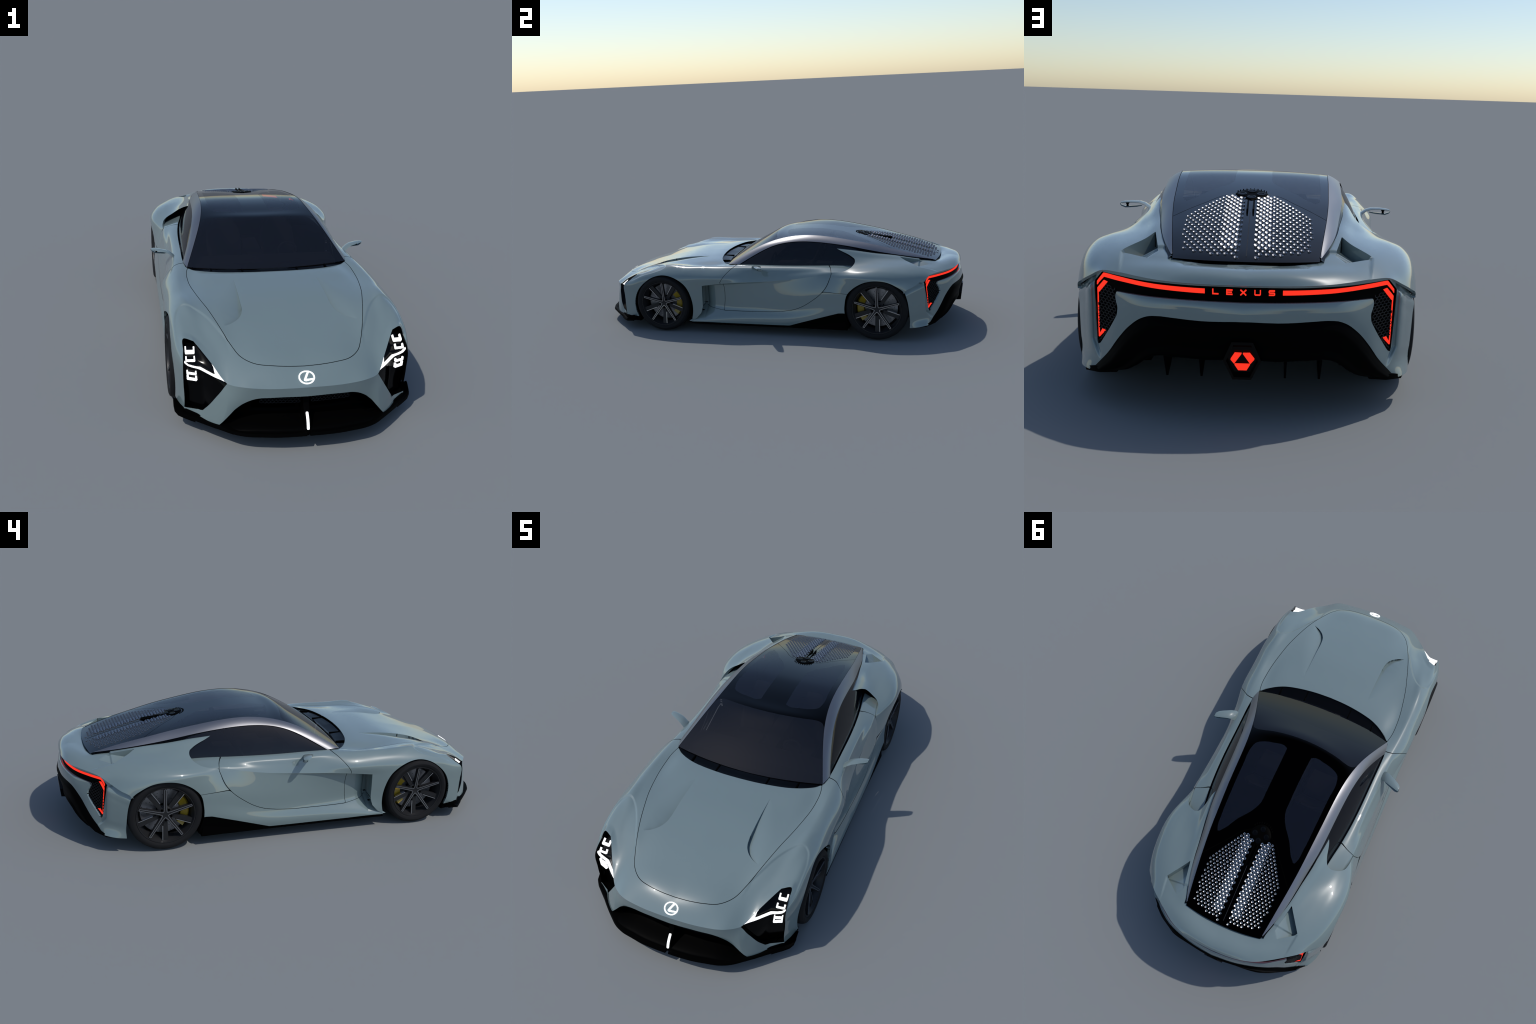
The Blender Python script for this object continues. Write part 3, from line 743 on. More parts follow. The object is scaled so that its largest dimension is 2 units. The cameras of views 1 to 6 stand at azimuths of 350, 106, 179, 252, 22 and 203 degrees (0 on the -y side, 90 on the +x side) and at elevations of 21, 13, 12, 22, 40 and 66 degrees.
# front splitter blade, notched at the centre, with upturned ends
a = Acc()
xs = np.r_[np.linspace(.0065, .40, 60)]
ys = np.interp(xs, spl[:, 0], spl[:, 1])
yin = np.interp(xs, [0, .25, .32, .38, .40], [-.93, -.89, -.85, -.79, -.76])
th = np.interp(xs, [0, .28, .34, .40], [.053, .051, .048, .042])
rings = []
for x_, y_, yi, zb in zip(xs, ys, yin, th):
    rings.append([(x_, y_, zb+.002), (x_, y_+.004, zb+.012), (x_, yi, zb+.016), (x_, yi, zb-.004), (x_, y_+.01, zb-.004)])
V, F = loft(rings); a.both(V, F)
rings = []
for x_, y_, yi, z0, z1 in [(.36,-.850,-.78,.043,.060),(.395,-.818,-.745,.042,.062),(.415,-.800,-.728,.044,.066),(.426,-.785,-.735,.052,.078),(.4285,-.765,-.742,.062,.084)]:
    rings.append([(x_, y_, z0), (x_, y_+.002, z0+.010), (x_, (y_+yi)/2, (z1+z0)/2+.008), (x_, yi, z1), (x_-.006, yi, z0+.004)])
V, F = loft(rings); a.both(V, F)
V, F = box((0, -.94, .054), (.013, .08, .02)); a.add(V, F)
V, F = loft([[(.33, -.860, .046), (.33, -.858, .066), (.33, -.72, .066), (.33, -.72, .046)], [(.385, -.812, .045), (.388, -.808, .0745), (.405, -.712, .0745), (.400, -.712, .045)], [(.396, -.797, .047), (.399, -.797, .0745), (.4175, -.712, .0745), (.4145, -.712, .047)]]); a.both(V, F)
a.make('front_splitter', BLACK)

# underbody
a = Acc()
pl = [(.0,-.92),(.25,-.90),(.36,-.82),(.38,-.72),(.25,-.72),(.25,-.41),(.41,-.40),(.425,-.2),(.425,.2),(.423,.443),(.25,.445),(.25,.64),(.0,.64)]
top = [(x_, y_, .075) for x_, y_ in pl]; bot = [(x_, y_, .047) for x_, y_ in pl]
V, F = prism(None, bot, top); a.both(V, F)
V, F = loft([[(0, .63, .075), (.25, .63, .075), (.25, .63, .10), (0, .63, .10)], [(0, .78, .130), (.235, .78, .125), (.235, .78, .15), (0, .78, .15)], [(0, .945, .158), (.19, .935, .158), (.19, .935, .18), (0, .945, .18)]]); a.both(V, F)
V, F = loft([[(.27, .75, .078), (.40, .755, .072), (.40, .755, .10), (.27, .75, .10)], [(.285, .83, .086), (.36, .835, .078), (.36, .835, .10), (.28, .83, .12)]]); a.both(V, F)
a.make('underbody', BLACK)
# skirt blade in front of the rear wheel
a = Acc()
V, F = loft([[(.424, .12, .047), (.424, .12, .057), (.40, .12, .057), (.40, .12, .047)], [(.427, .443, .0455), (.420, .425, .132), (.39, .425, .132), (.39, .443, .0455)]]); a.both(V, F)
V, F = loft([[(.428, -.405, .048), (.426, -.405, .058), (.40, -.405, .058), (.40, -.405, .048)], [(.424, .12, .047), (.424, .12, .057), (.40, .12, .057), (.40, .12, .047)]]); a.both(V, F)
a.make('skirt_blade', BLACK)

# diffuser
up = smooth_poly([(0,.994,.250),(.051,.989,.2485),(.086,.983,.2475),(.122,.977,.248),(.158,.969,.249),(.195,.959,.249),(.216,.951,.246),(.233,.942,.239),(.266,.924,.212),(.295,.904,.176),(.321,.884,.137),(.361,.854,.089)], 100)
mid = smooth_poly([(0,.999,.226),(.05,.997,.226),(.086,.993,.225),(.122,.988,.225),(.158,.981,.225),(.19,.972,.223),(.212,.964,.217),(.230,.957,.206),(.262,.940,.176),(.288,.925,.145),(.312,.908,.115),(.345,.882,.088)], 100)
low = smooth_poly([(0,.962,.150),(.045,.965,.150),(.08,.968,.150),(.11,.968,.152),(.145,.966,.154),(.17,.964,.155),(.188,.961,.156),(.203,.957,.153),(.222,.948,.142),(.243,.936,.124),(.266,.920,.108),(.300,.898,.097)], 100)
inn = low+np.array([0, -.13, .0]); inn[:, 2] = np.maximum(low[:, 2]-.012, .095)
DG = np.stack([up, up*.5+mid*.5+[0, .003, 0], mid, mid*.45+low*.55+[0, .004, 0], low, inn], 0)
DG = hermite(np.arange(6), DG.reshape(6, -1))(np.linspace(0, 5, 50)).reshape(50, 100, 3)
dg = grid_mesh(DG)
if dg.N[25*100+20, 1] < 0: dg = grid_mesh(DG, flip=True)
dg.N[np.abs(dg.V[:, 0]) < 1e-6, 0] = 0
part('diffuser', dg, BLACK)
a = Acc()
# corner plates under the rear bumper
V, F = loft([[(.300,.900,.090),(.300,.898,.104),(.300,.85,.11),(.300,.82,.08)], [(.345,.878,.080),(.348,.874,.094),(.345,.83,.095),(.335,.80,.073)],
             [(.388,.836,.070),(.388,.832,.080),(.37,.79,.085),(.365,.79,.066)], [(.409,.772,.067),(.408,.770,.074),(.385,.752,.076),(.385,.752,.065)]]); a.both(V, F)
a.make('rear_corner_plate', BLACK)
fin = Acc()
for xf in (.182, .100):
    V, F = prism(None, [(xf-.0025, .80, .105), (xf-.0025, .885, .080), (xf-.0025, .945, .158), (xf-.0025, .76, .135)], [(xf+.0025, .80, .105), (xf+.0025, .885, .080), (xf+.0025, .945, .158), (xf+.0025, .76, .135)])
    fme = raw('diffuser_fin', V, F, BLACK, link=False)
    for sgn in (1, -1):
        o = obj('diffuser_fin', fme); o.location.x = 0
        if sgn < 0: o.location.x = -2*xf
# central pod with the red triangle lamp
a = Acc()
hexo = [(.043,.160),(.024,.206),(-.024,.206),(-.043,.160),(-.021,.112),(.021,.112)]
rings = [[(x_*1.3, .88, z_) for x_, z_ in hexo], [(x_*1.1, .965, z_) for x_, z_ in hexo], [(x_, .999-.10*(.206-z_)**1., .157+(z_-.157)*.97) for x_, z_ in hexo], [(x_*.84, 1.000-.10*(.206-z_), .157+(z_-.157)*.84) for x_, z_ in hexo], [(x_*.80, .986-.10*(.206-z_), .157+(z_-.157)*.80) for x_, z_ in hexo]]
V, F = loft(rings); a.add(V, F); a.make('fog_lamp_pod', GLOSS)
for quad in ([(.026,.161),(.017,.176),(.0015,.1755),(.018,.151)], [(-.0015,.1755),(-.017,.176),(-.0275,.162),(-.0185,.151)], [(.017,.1488),(-.018,.1488),(-.0105,.1355),(.0085,.1355)]):
    V, F = prism(None, [(x_, .978, z_) for x_, z_ in quad], [(x_, .996-.10*(.206-z_), z_) for x_, z_ in quad]); raw('fog_lamp_segment', V, F, RED)

# ================================================================== surface-hugging lamps and marks
def decal(name, polys, bv, material, axis='y-', lift=.002, thick=.003, res=.006, parent=None, link=True, both=True):
    """flat outlines projected onto the body along an axis, with real thickness."""
    A = Acc()
    for poly in polys:
        P = []
        n = len(poly)
        for i in range(n):
            p0, p1 = np.array(poly[i]), np.array(poly[(i+1) % n]); k = max(1, int(np.linalg.norm(p1-p0)/res))
            P += [p0+(p1-p0)*j/k for j in range(k)]
        nb = len(P); P = np.array(P)
        lo, hi = P.min(0), P.max(0); gx, gy_ = np.meshgrid(np.arange(lo[0], hi[0], res), np.arange(lo[1], hi[1], res))
        Q = np.c_[gx.ravel(), gy_.ravel()]
        if len(Q):
            ins = inside(Q, P); Q = Q[ins]
            if len(Q): Q = Q[seg_dist(Q, P, True)[0] > res*.4]
        allp = [Vector(p_) for p_ in np.vstack([P, Q])] if len(Q) else [Vector(p_) for p_ in P]
        vv, ee, ff, *_ = delaunay_2d_cdt(allp, [], [list(range(nb))], 1, 1e-7)
        top = []; bot = []; ok = True
        for p_ in vv:
            if axis == 'y-': o, d_ = Vector((p_[0], -2, p_[1])), Vector((0, 1, 0))
            elif axis == 'y+': o, d_ = Vector((p_[0], 2, p_[1])), Vector((0, -1, 0))
            else: o, d_ = Vector((p_[0], p_[1], 2)), Vector((0, 0, -1))
            h, nn, _, _ = bv.ray_cast(o, d_)
            if h is None:
                h, nn, _, _ = bv.find_nearest(o+d_*(1.2 if axis != 'z' else 1.6))
            if nn.dot(d_) > 0: nn = -nn
            top.append(h+nn*lift); bot.append(h+nn*(lift-thick))
        k = len(vv); F = []
        for f_ in ff:
            f_ = list(f_); a0 = top[f_[0]]; nrm_ = (top[f_[1]]-a0).cross(top[f_[2]]-a0)
            if nrm_.dot(top[f_[0]]-bot[f_[0]]) < 0: f_.reverse()
            F.append(tuple(f_)); F.append(tuple(i+k for i in reversed(f_)))
        cnt = {}
        for f_ in F[::2]:
            for i in range(len(f_)):
                e_ = (f_[i], f_[(i+1) % len(f_)]); cnt[e_] = 1
        for (i, j) in list(cnt):
            if (j, i) not in cnt: F.append((j, i, i+k, j+k))
        A.add([*top, *bot], F)
    if not link: return A
    o1 = A.make(name, material, 40, parent)
    if both:
        B = Acc(); B.add([(-v_[0], v_[1], v_[2]) for v_ in A.V], [tuple(reversed(f_)) for f_ in A.F]); B.make(name, material, 40, parent)
    return o1

def stroke(pts, w):
    """outline of a constant-width stroke along an open polyline."""
    p_ = np.array(pts, float); d_ = np.gradient(p_, axis=0)
    if len(p_) > 2:
        sg_ = np.diff(p_, axis=0); sg_ /= np.linalg.norm(sg_, axis=1)[:, None]
        d_[0] = sg_[0]; d_[-1] = sg_[-1]
        for i in range(1, len(p_)-1): d_[i] = sg_[i-1]+sg_[i]
    d_ /= np.linalg.norm(d_, axis=1)[:, None]; n_ = np.c_[-d_[:, 1], d_[:, 0]]
    sc = np.ones(len(p_))
    for i in range(1, len(p_)-1):
        sc[i] = 1/max(.5, abs(np.dot(n_[i], [-sg_[i][1], sg_[i][0]])))
    L = p_+n_*(w/2*sc)[:, None]; R_ = p_-n_*(w/2*sc)[:, None]
    return np.vstack([L, R_[::-1]])

# headlamp light signature (front view x, z)
decal('daytime_lamp', [np.array([(.2600,.2108),(.3025,.2525),(.2968,.2245),(.366,.2372),(.3785,.2415),(.3875,.2505),(.3905,.2540),(.3920,.2500),(.3905,.2460),(.3815,.2370),(.3680,.2320),(.300,.2178)])], BV_F, WHITE, 'y-', -.0050, .010)
def ulamp(x0, x1, z0, z1, w):
    return np.array([(x0, z0+.002), (x0+.002, z0), (x1-.002, z0), (x1, z0+.002), (x1, z1), (x1-w*.7, z1), (x1-w*.7, z0+w), (x0+w*.7, z0+w), (x0+w*.7, z1), (x0, z1)])
for pl_ in (ulamp(.3550, .3870, .2740, .2880, .0065), ulamp(.3550, .3870, .2520, .2670, .0065), ulamp(.3550, .3870, .2025, .2160, .0055), ulamp(.3550, .3870, .1810, .1980, .0065)):
    decal('lamp_bracket', [pl_], BV_F, WHITE, 'y-', -.0100, .008, res=.003)
# grille light blade and nose badge
BV_GR = bvh(gr)
sx = np.sin(np.linspace(0, math.pi, 7))
decal('light_blade', [np.array([(-.0042, .073), (-.0030, .070), (.0030, .070), (.0042, .073), (.0042, .116), (.0030, .119), (-.0030, .119), (-.0042, .116)])], BV_GR, WHITE, 'y-', .004, .008, both=False)
BV_A = bvh(netA)
th_ = np.linspace(0, 2*math.pi, 49)[:-1]
cyb, rx, ry = -.930, .0275, .0188
ringo = np.c_[rx*np.cos(th_), cyb+ry*np.sin(th_)]; ringi = np.c_[rx*.84*np.cos(th_), cyb+ry*.84*np.sin(th_)]
qs = [np.array([ringo[i], ringo[(i+1) % 48], ringi[(i+1) % 48], ringi[i]]) for i in range(48)]
decal('badge_ring', qs, join([netA, mirror(netA)]) and BVHTree.FromPolygons([Vector(v_) for v_ in join([netA, mirror(netA)]).V], join([netA, mirror(netA)]).F.tolist()), WHITE, 'z', .0022, .004, both=False)
BV_A2 = BVHTree.FromPolygons([Vector(v_) for v_ in join([netA, mirror(netA)]).V], join([netA, mirror(netA)]).F.tolist())
lp = lambda a_, b_: (a_*rx, cyb+b_*ry)
decal('badge_letter', [np.array([lp(.12, .80), lp(.34, .68), lp(-.10, -.30), lp(.78, -.20), lp(.72, -.42), lp(-.12, -.58), lp(-.36, -.50), lp(-.38, -.32)])], BV_A2, WHITE, 'z', .0022, .004, both=False)

# ---------------------------------------------------------------- tail lamps
NC2 = join([netC, mirror(netC)]); BV_C2 = BVHTree.FromPolygons([Vector(v_) for v_ in NC2.V], NC2.F.tolist())
R0 = -.0025
decal('tail_light_bar', [np.array([(.088,.3172),(.20,.3165),(.275,.3175),(.3425,.3185),(.3610,.2960),(.3610,.2865),(.3415,.3085),(.275,.3085),(.20,.3072),(.088,.3070)])], BV_C2, RED, 'y+', R0, .003)
decal('tail_light_edge', [np.array([(.3420,.3000),(.3325,.2980),(.3555,.2690),(.3570,.2680),(.3552,.1850),(.3540,.1660),(.3441,.1835),(.3370,.1803),(.3542,.1600),(.3556,.1610),(.3567,.1850),(.3592,.2790)])], BV_C2, RED, 'y+', R0, .003)
LH, LT = .012, .0026
z0 = .306
def letter(cx_, strokes):
    return [stroke([(cx_-p_[0]*.0135, z0+p_[1]*LH) for p_ in st_], LT) for st_ in strokes]
W_ = [(.0635, [[(-.45, 1), (-.45, .1), (.5, .1)]]),
      (.032, [[(.5, .9), (-.45, .9), (-.45, .1), (.5, .1)], [(-.35, .5), (.4, .5)]]),
      (.001, [[(-.48, 1), (.48, 0)], [(-.48, 0), (.48, 1)]]),
      (-.031, [[(-.45, 1), (-.45, .2), (-.35, .1), (.35, .1), (.45, .2), (.45, 1)]]),
      (-.063, [[(.5, .9), (-.35, .9), (-.45, .8), (-.45, .6), (-.35, .5), (.35, .5), (.45, .4), (.45, .2), (.35, .1), (-.5, .1)]])]
for cx_, st_ in W_:
    decal('rear_letter', letter(cx_, st_), BV_C2, RED, 'y+', R0, .003, res=.004, both=False)

# honeycomb screens: bars along every hexagon edge inside an outline, laid on a surface
def honeycomb(name, outline, bv, axis, cell, bar, lift, depth, aspect=1.):
    A = Acc(); seen = set(); lo, hi = np.min(outline, 0), np.max(outline, 0)
    cw_ = cell*math.sqrt(3)/2*1.15; rowh = cell*.75*aspect
    for r in range(int((hi[1]-lo[1])/rowh)+3):
        for c in range(int((hi[0]-lo[0])/cw_)+3):
            ox = lo[0]+c*cw_+(r % 2)*cw_/2; oz = lo[1]+r*rowh
            pts = [(ox+cw_/2*a_, oz+cell*aspect/2*b_) for a_, b_ in ((0, 1), (1, .5), (1, -.5), (0, -1), (-1, -.5), (-1, .5))]
            for i in range(6):
                p0, p1 = pts[i], pts[(i+1) % 6]
                key = (round((p0[0]+p1[0])*2000), round((p0[1]+p1[1])*2000))
                if key in seen: continue
                seen.add(key)
                if not inside(np.array([p0, p1]), outline).all(): continue
                d_ = np.array(p1)-np.array(p0); n_ = np.array([-d_[1], d_[0]])/np.linalg.norm(d_)*bar/2
                top_, bot_ = [], []
                for q_ in (p0+n_, p1+n_, p1-n_, p0-n_):
                    o_, dd_ = (Vector((q_[0], -2, q_[1])), Vector((0, 1, 0))) if axis == 'y-' else (Vector((q_[0], 2, q_[1])), Vector((0, -1, 0)))
                    h_, nn_, _, _ = bv.ray_cast(o_, dd_)
                    if h_ is None: break
                    if nn_.dot(dd_) > 0: nn_ = -nn_
                    top_.append(h_+nn_*lift); bot_.append(h_+nn_*(lift-depth))
                if len(top_) == 4:
                    V_, F_ = prism(None, top_, bot_); A.both(V_, F_)
    o_ = A.make(name, MESHBAR, 30); o_['kind'] = 'stuff'; return o_
TMESH = np.array([(.336,.2945),(.3565,.268),(.3585,.185),(.357,.170),(.349,.183),(.340,.181),(.3545,.160),(.353,.147),(.349,.149),(.320,.195),(.302,.228),(.2995,.25),(.304,.264),(.3055,.280),(.304,.290)])
honeycomb('tail_lamp_mesh', TMESH, BV_C, 'y+', .0105, .0016, -.0025, .004, .85)
honeycomb('grille_mesh', np.array([(.020,.140),(.16,.140),(.165,.170),(.02,.174)]), BV_F, 'y-', .0125, .0012, -.016, .004, .8)

# ---------------------------------------------------------------- louvred hatch cells
def petal_cup(k=1.):
    """three bright petals sloping in to a dark centre."""
    A = Acc(); t_ = np.linspace(0, 2*math.pi, 13)[:-1]
    for ang in (306, 66, 186):
        c_, s_ = math.cos(math.radians(ang)), math.sin(math.radians(ang))
        def pt(r_, q_, down=False):
            u_, w_ = k*(.0050+.0027*r_*math.cos(q_)), k*.0047*r_*math.sin(q_)
            z_ = -.001 if down else .0006+(u_-k*.0023)*.52+34*w_*w_
            return (u_*c_-w_*s_, u_*s_+w_*c_, z_)
        V = [pt(0, 0)]+[pt(r_, q_) for r_ in (.5, 1.) for q_ in t_]+[pt(1., q_, True) for q_ in t_]
        F = [(0, 1+i, 1+(i+1) % 12) for i in range(12)]
        for r_ in (0, 12): F += [(1+r_+i, 13+r_+i, 13+r_+(i+1) % 12, 1+r_+(i+1) % 12) for i in range(12)]
        A.add(V, F)
    return A
cell_big = petal_cup(1.06).make('hatch_louvre_cup', GREYCELL, 40, link=False)
cell_small = petal_cup(.68).make('hatch_louvre_cup', GREYCELL, 40, link=False)
HP = np.array([(.020,.868),(.018,.52),(.052,.492),(.062,.497),(.10,.545),(.142,.600),(.158,.625),(.162,.72),(.158,.79),(.150,.835),(.10,.850)])
pitch = .0168; row = 0; yy_ = .49; ncell = 0
while yy_ < .87:
    xx_ = .024+(row % 2)*pitch/2
    while xx_ < .165:
        if inside(np.array([(xx_, yy_)]), HP)[0]:
            h_, nn_, _, _ = BV_G.ray_cast(Vector((xx_, yy_, 2)), Vector((0, 0, -1)))
            if h_ is not None:
                if nn_.z < 0: nn_ = -nn_
                sc_ = 1.0-2.2*max(0, xx_-.10)
                for sg_ in (1, -1):
                    o_ = obj('hatch_louvre_cup', cell_big if (xx_ < .062 and yy_ < .835) else cell_small); n2 = Vector((nn_.x*sg_, nn_.y, nn_.z))
                    o_.location = (h_.x*sg_, h_.y, h_.z); o_.rotation_mode = 'QUATERNION'
                    o_.rotation_quaternion = Vector((0, 0, 1)).rotation_difference(n2); o_.scale = (sc_, sc_, 1)
                    ncell += 1
        xx_ += pitch
    yy_ += pitch*.80; row += 1
print('cells', ncell)

# camera pod and twin fins on the hatch
def on_roof(x_, y_, lift=0.):
    h_, nn_, _, _ = BV_G.ray_cast(Vector((abs(x_), y_, 2)), Vector((0, 0, -1))); return Vector((x_, y_, h_.z+lift))
pod = smooth_poly([(0,.529),(.024,.510),(.043,.492),(.046,.480),(.036,.458),(.018,.442),(0,.437),(-.018,.442),(-.036,.458),(-.046,.480),(-.043,.492),(-.024,.510)], 48, True)[:-1]
A = Acc(); c_ = np.array([0, .482])
V, F = loft([[on_roof(*(c_+(p_-c_)*k_), l_) for p_ in pod] for k_, l_ in ((1, -.004), (1, .0012), (.95, .0025), (.5, .0025))]); A.add(V, F)
A.make('roof_camera_pod', BLACK)
lens = Acc()
for cx_, cy_ in ((0, .457), (.0265, .483), (-.0265, .483), (0, .509)):
    lens = Acc(); an = np.linspace(0, 2*math.pi, 25)[:-1]
    V, F = loft([[on_roof(cx_+r_*math.cos(t_), cy_+r_*math.sin(t_), l_) for t_ in an] for r_, l_ in ((.0125, .0015), (.0125, .0040), (.0095, .0044), (.008, .0030), (.003, .0034))]); lens.add(V, F)
    lens.make('camera_lens', GLOSS)
slots = Acc()
for k in range(10):
    t_ = -.9+k*.2; px, py = .047*math.sin(t_*1.15), .474-.045*math.cos(t_*1.15)
    g_ = on_roof(px, py, .0); V, F = box(g_, (.003, .008, .003)); slots.add(V, F)
o_ = slots.make('pod_slots', BLACK); o_['kind'] = 'stuff'
for sg_ in (1, -1):
    A = Acc(); rings = []
    for y_, hgt_, w_ in ((.525, .003, .003), (.56, .006, .003), (.60, .011, .003), (.622, .013, .0025)):
        b_ = on_roof(.008*sg_, y_, -.002); rings.append([(b_.x-w_, b_.y, b_.z), (b_.x+w_, b_.y, b_.z), (b_.x+w_*.6, b_.y, b_.z+hgt_), (b_.x-w_*.6, b_.y, b_.z+hgt_)])
    V, F = loft(rings); A.add(V, F); A.make('roof_fin', BLACK)
A = Acc(); rings = []
for y_ in np.linspace(.62, .862, 12):
    b_ = on_roof(0, y_, 0); rings.append([(-.0012, y_, b_.z-.001), (.0012, y_, b_.z-.001), (.0012, y_, b_.z+.0008), (-.0012, y_, b_.z+.0008)])
V, F = loft(rings); A.add(V, F); A.make('hatch_spine', RIM)

# ---------------------------------------------------------------- stalk mirrors
for sg_ in (1, -1):
    A = Acc()
    st_ = [((.352, -.048, .334), .052, .012), ((.372, -.044, .349), .050, .011), ((.386, -.040, .360), .048, .009), ((.402, -.033, .3665), .046, .0075), ((.43, -.020, .3690), .040, .0070), ((.452, -.010, .3685), .033, .0065), ((.4625, -.004, .367), .022, .005)]
    rings = []
    for (x_, y_, z_), ch_, t_ in st_:
        rings.append([(sg_*x_, y_+ch_*a_, z_+t_*b_) for a_, b_ in ((-.5, 0), (-.3, .42), (0, .5), (.35, .35), (.5, 0), (.35, -.4), (0, -.5), (-.3, -.42))])
    if sg_ < 0: rings = [list(reversed(r_)) for r_ in rings]
    V, F = loft(rings); A.add(V, F)
    mo = A.make('door_mirror', PAINT, 50)
    A = Acc(); rings = []
    for x_, y_, z_, ch_, t_ in ((.394, -.020, .3565, .014, .003), (.41, -.018, .354, .022, .0045), (.447, -.004, .3525, .024, .0045), (.4605, .001, .358, .018, .004), (.4645, .002, .364, .012, .003)):
        rings.append([(sg_*x_, y_+ch_*a_, z_+t_*b_) for a_, b_ in ((-.5, 0), (-.3, .5), (.3, .5), (.5, 0), (.3, -.5), (-.3, -.5))])
    if sg_ < 0: rings = [list(reversed(r_)) for r_ in rings]
    V, F = loft(rings); A.add(V, F); A.make('mirror_lower_blade', PAINT, 50, mo)
    A = Acc(); an = np.linspace(0, 2*math.pi, 17)[:-1]
    V, F = loft([[(sg_*(.441+r_*math.cos(t_)), -.006+r_*math.sin(t_), z_) for t_ in an] for r_, z_ in ((.006, .352), (.0035, .3575), (.0035, .3605), (.007, .3665))]); A.add(V, F)
    A.make('mirror_camera', BLACK, 40, mo)

# ---------------------------------------------------------------- wheels
def lathe(profile, n=96):
    rings = []
    for k in range(n):
        a_ = 2*math.pi*k/n; rings.append([(x_, r_*math.cos(a_), r_*math.sin(a_)) for r_, x_ in profile])
    m_ = len(profile); V = [p_ for r_ in rings for p_ in r_]; F = []
    for k in range(n):
        k2 = (k+1) % n
        for i in range(m_-1): F.append((k*m_+i, k*m_+i+1, k2*m_+i+1, k2*m_+i))
    return V, F
def plate(poly, x0, x1):
    return prism(None, [(x0, p_[0], p_[1]) for p_ in poly], [(x1, p_[0], p_[1]) for p_ in poly])
def pol(r_, a_): return (r_*math.cos(a_), r_*math.sin(a_))

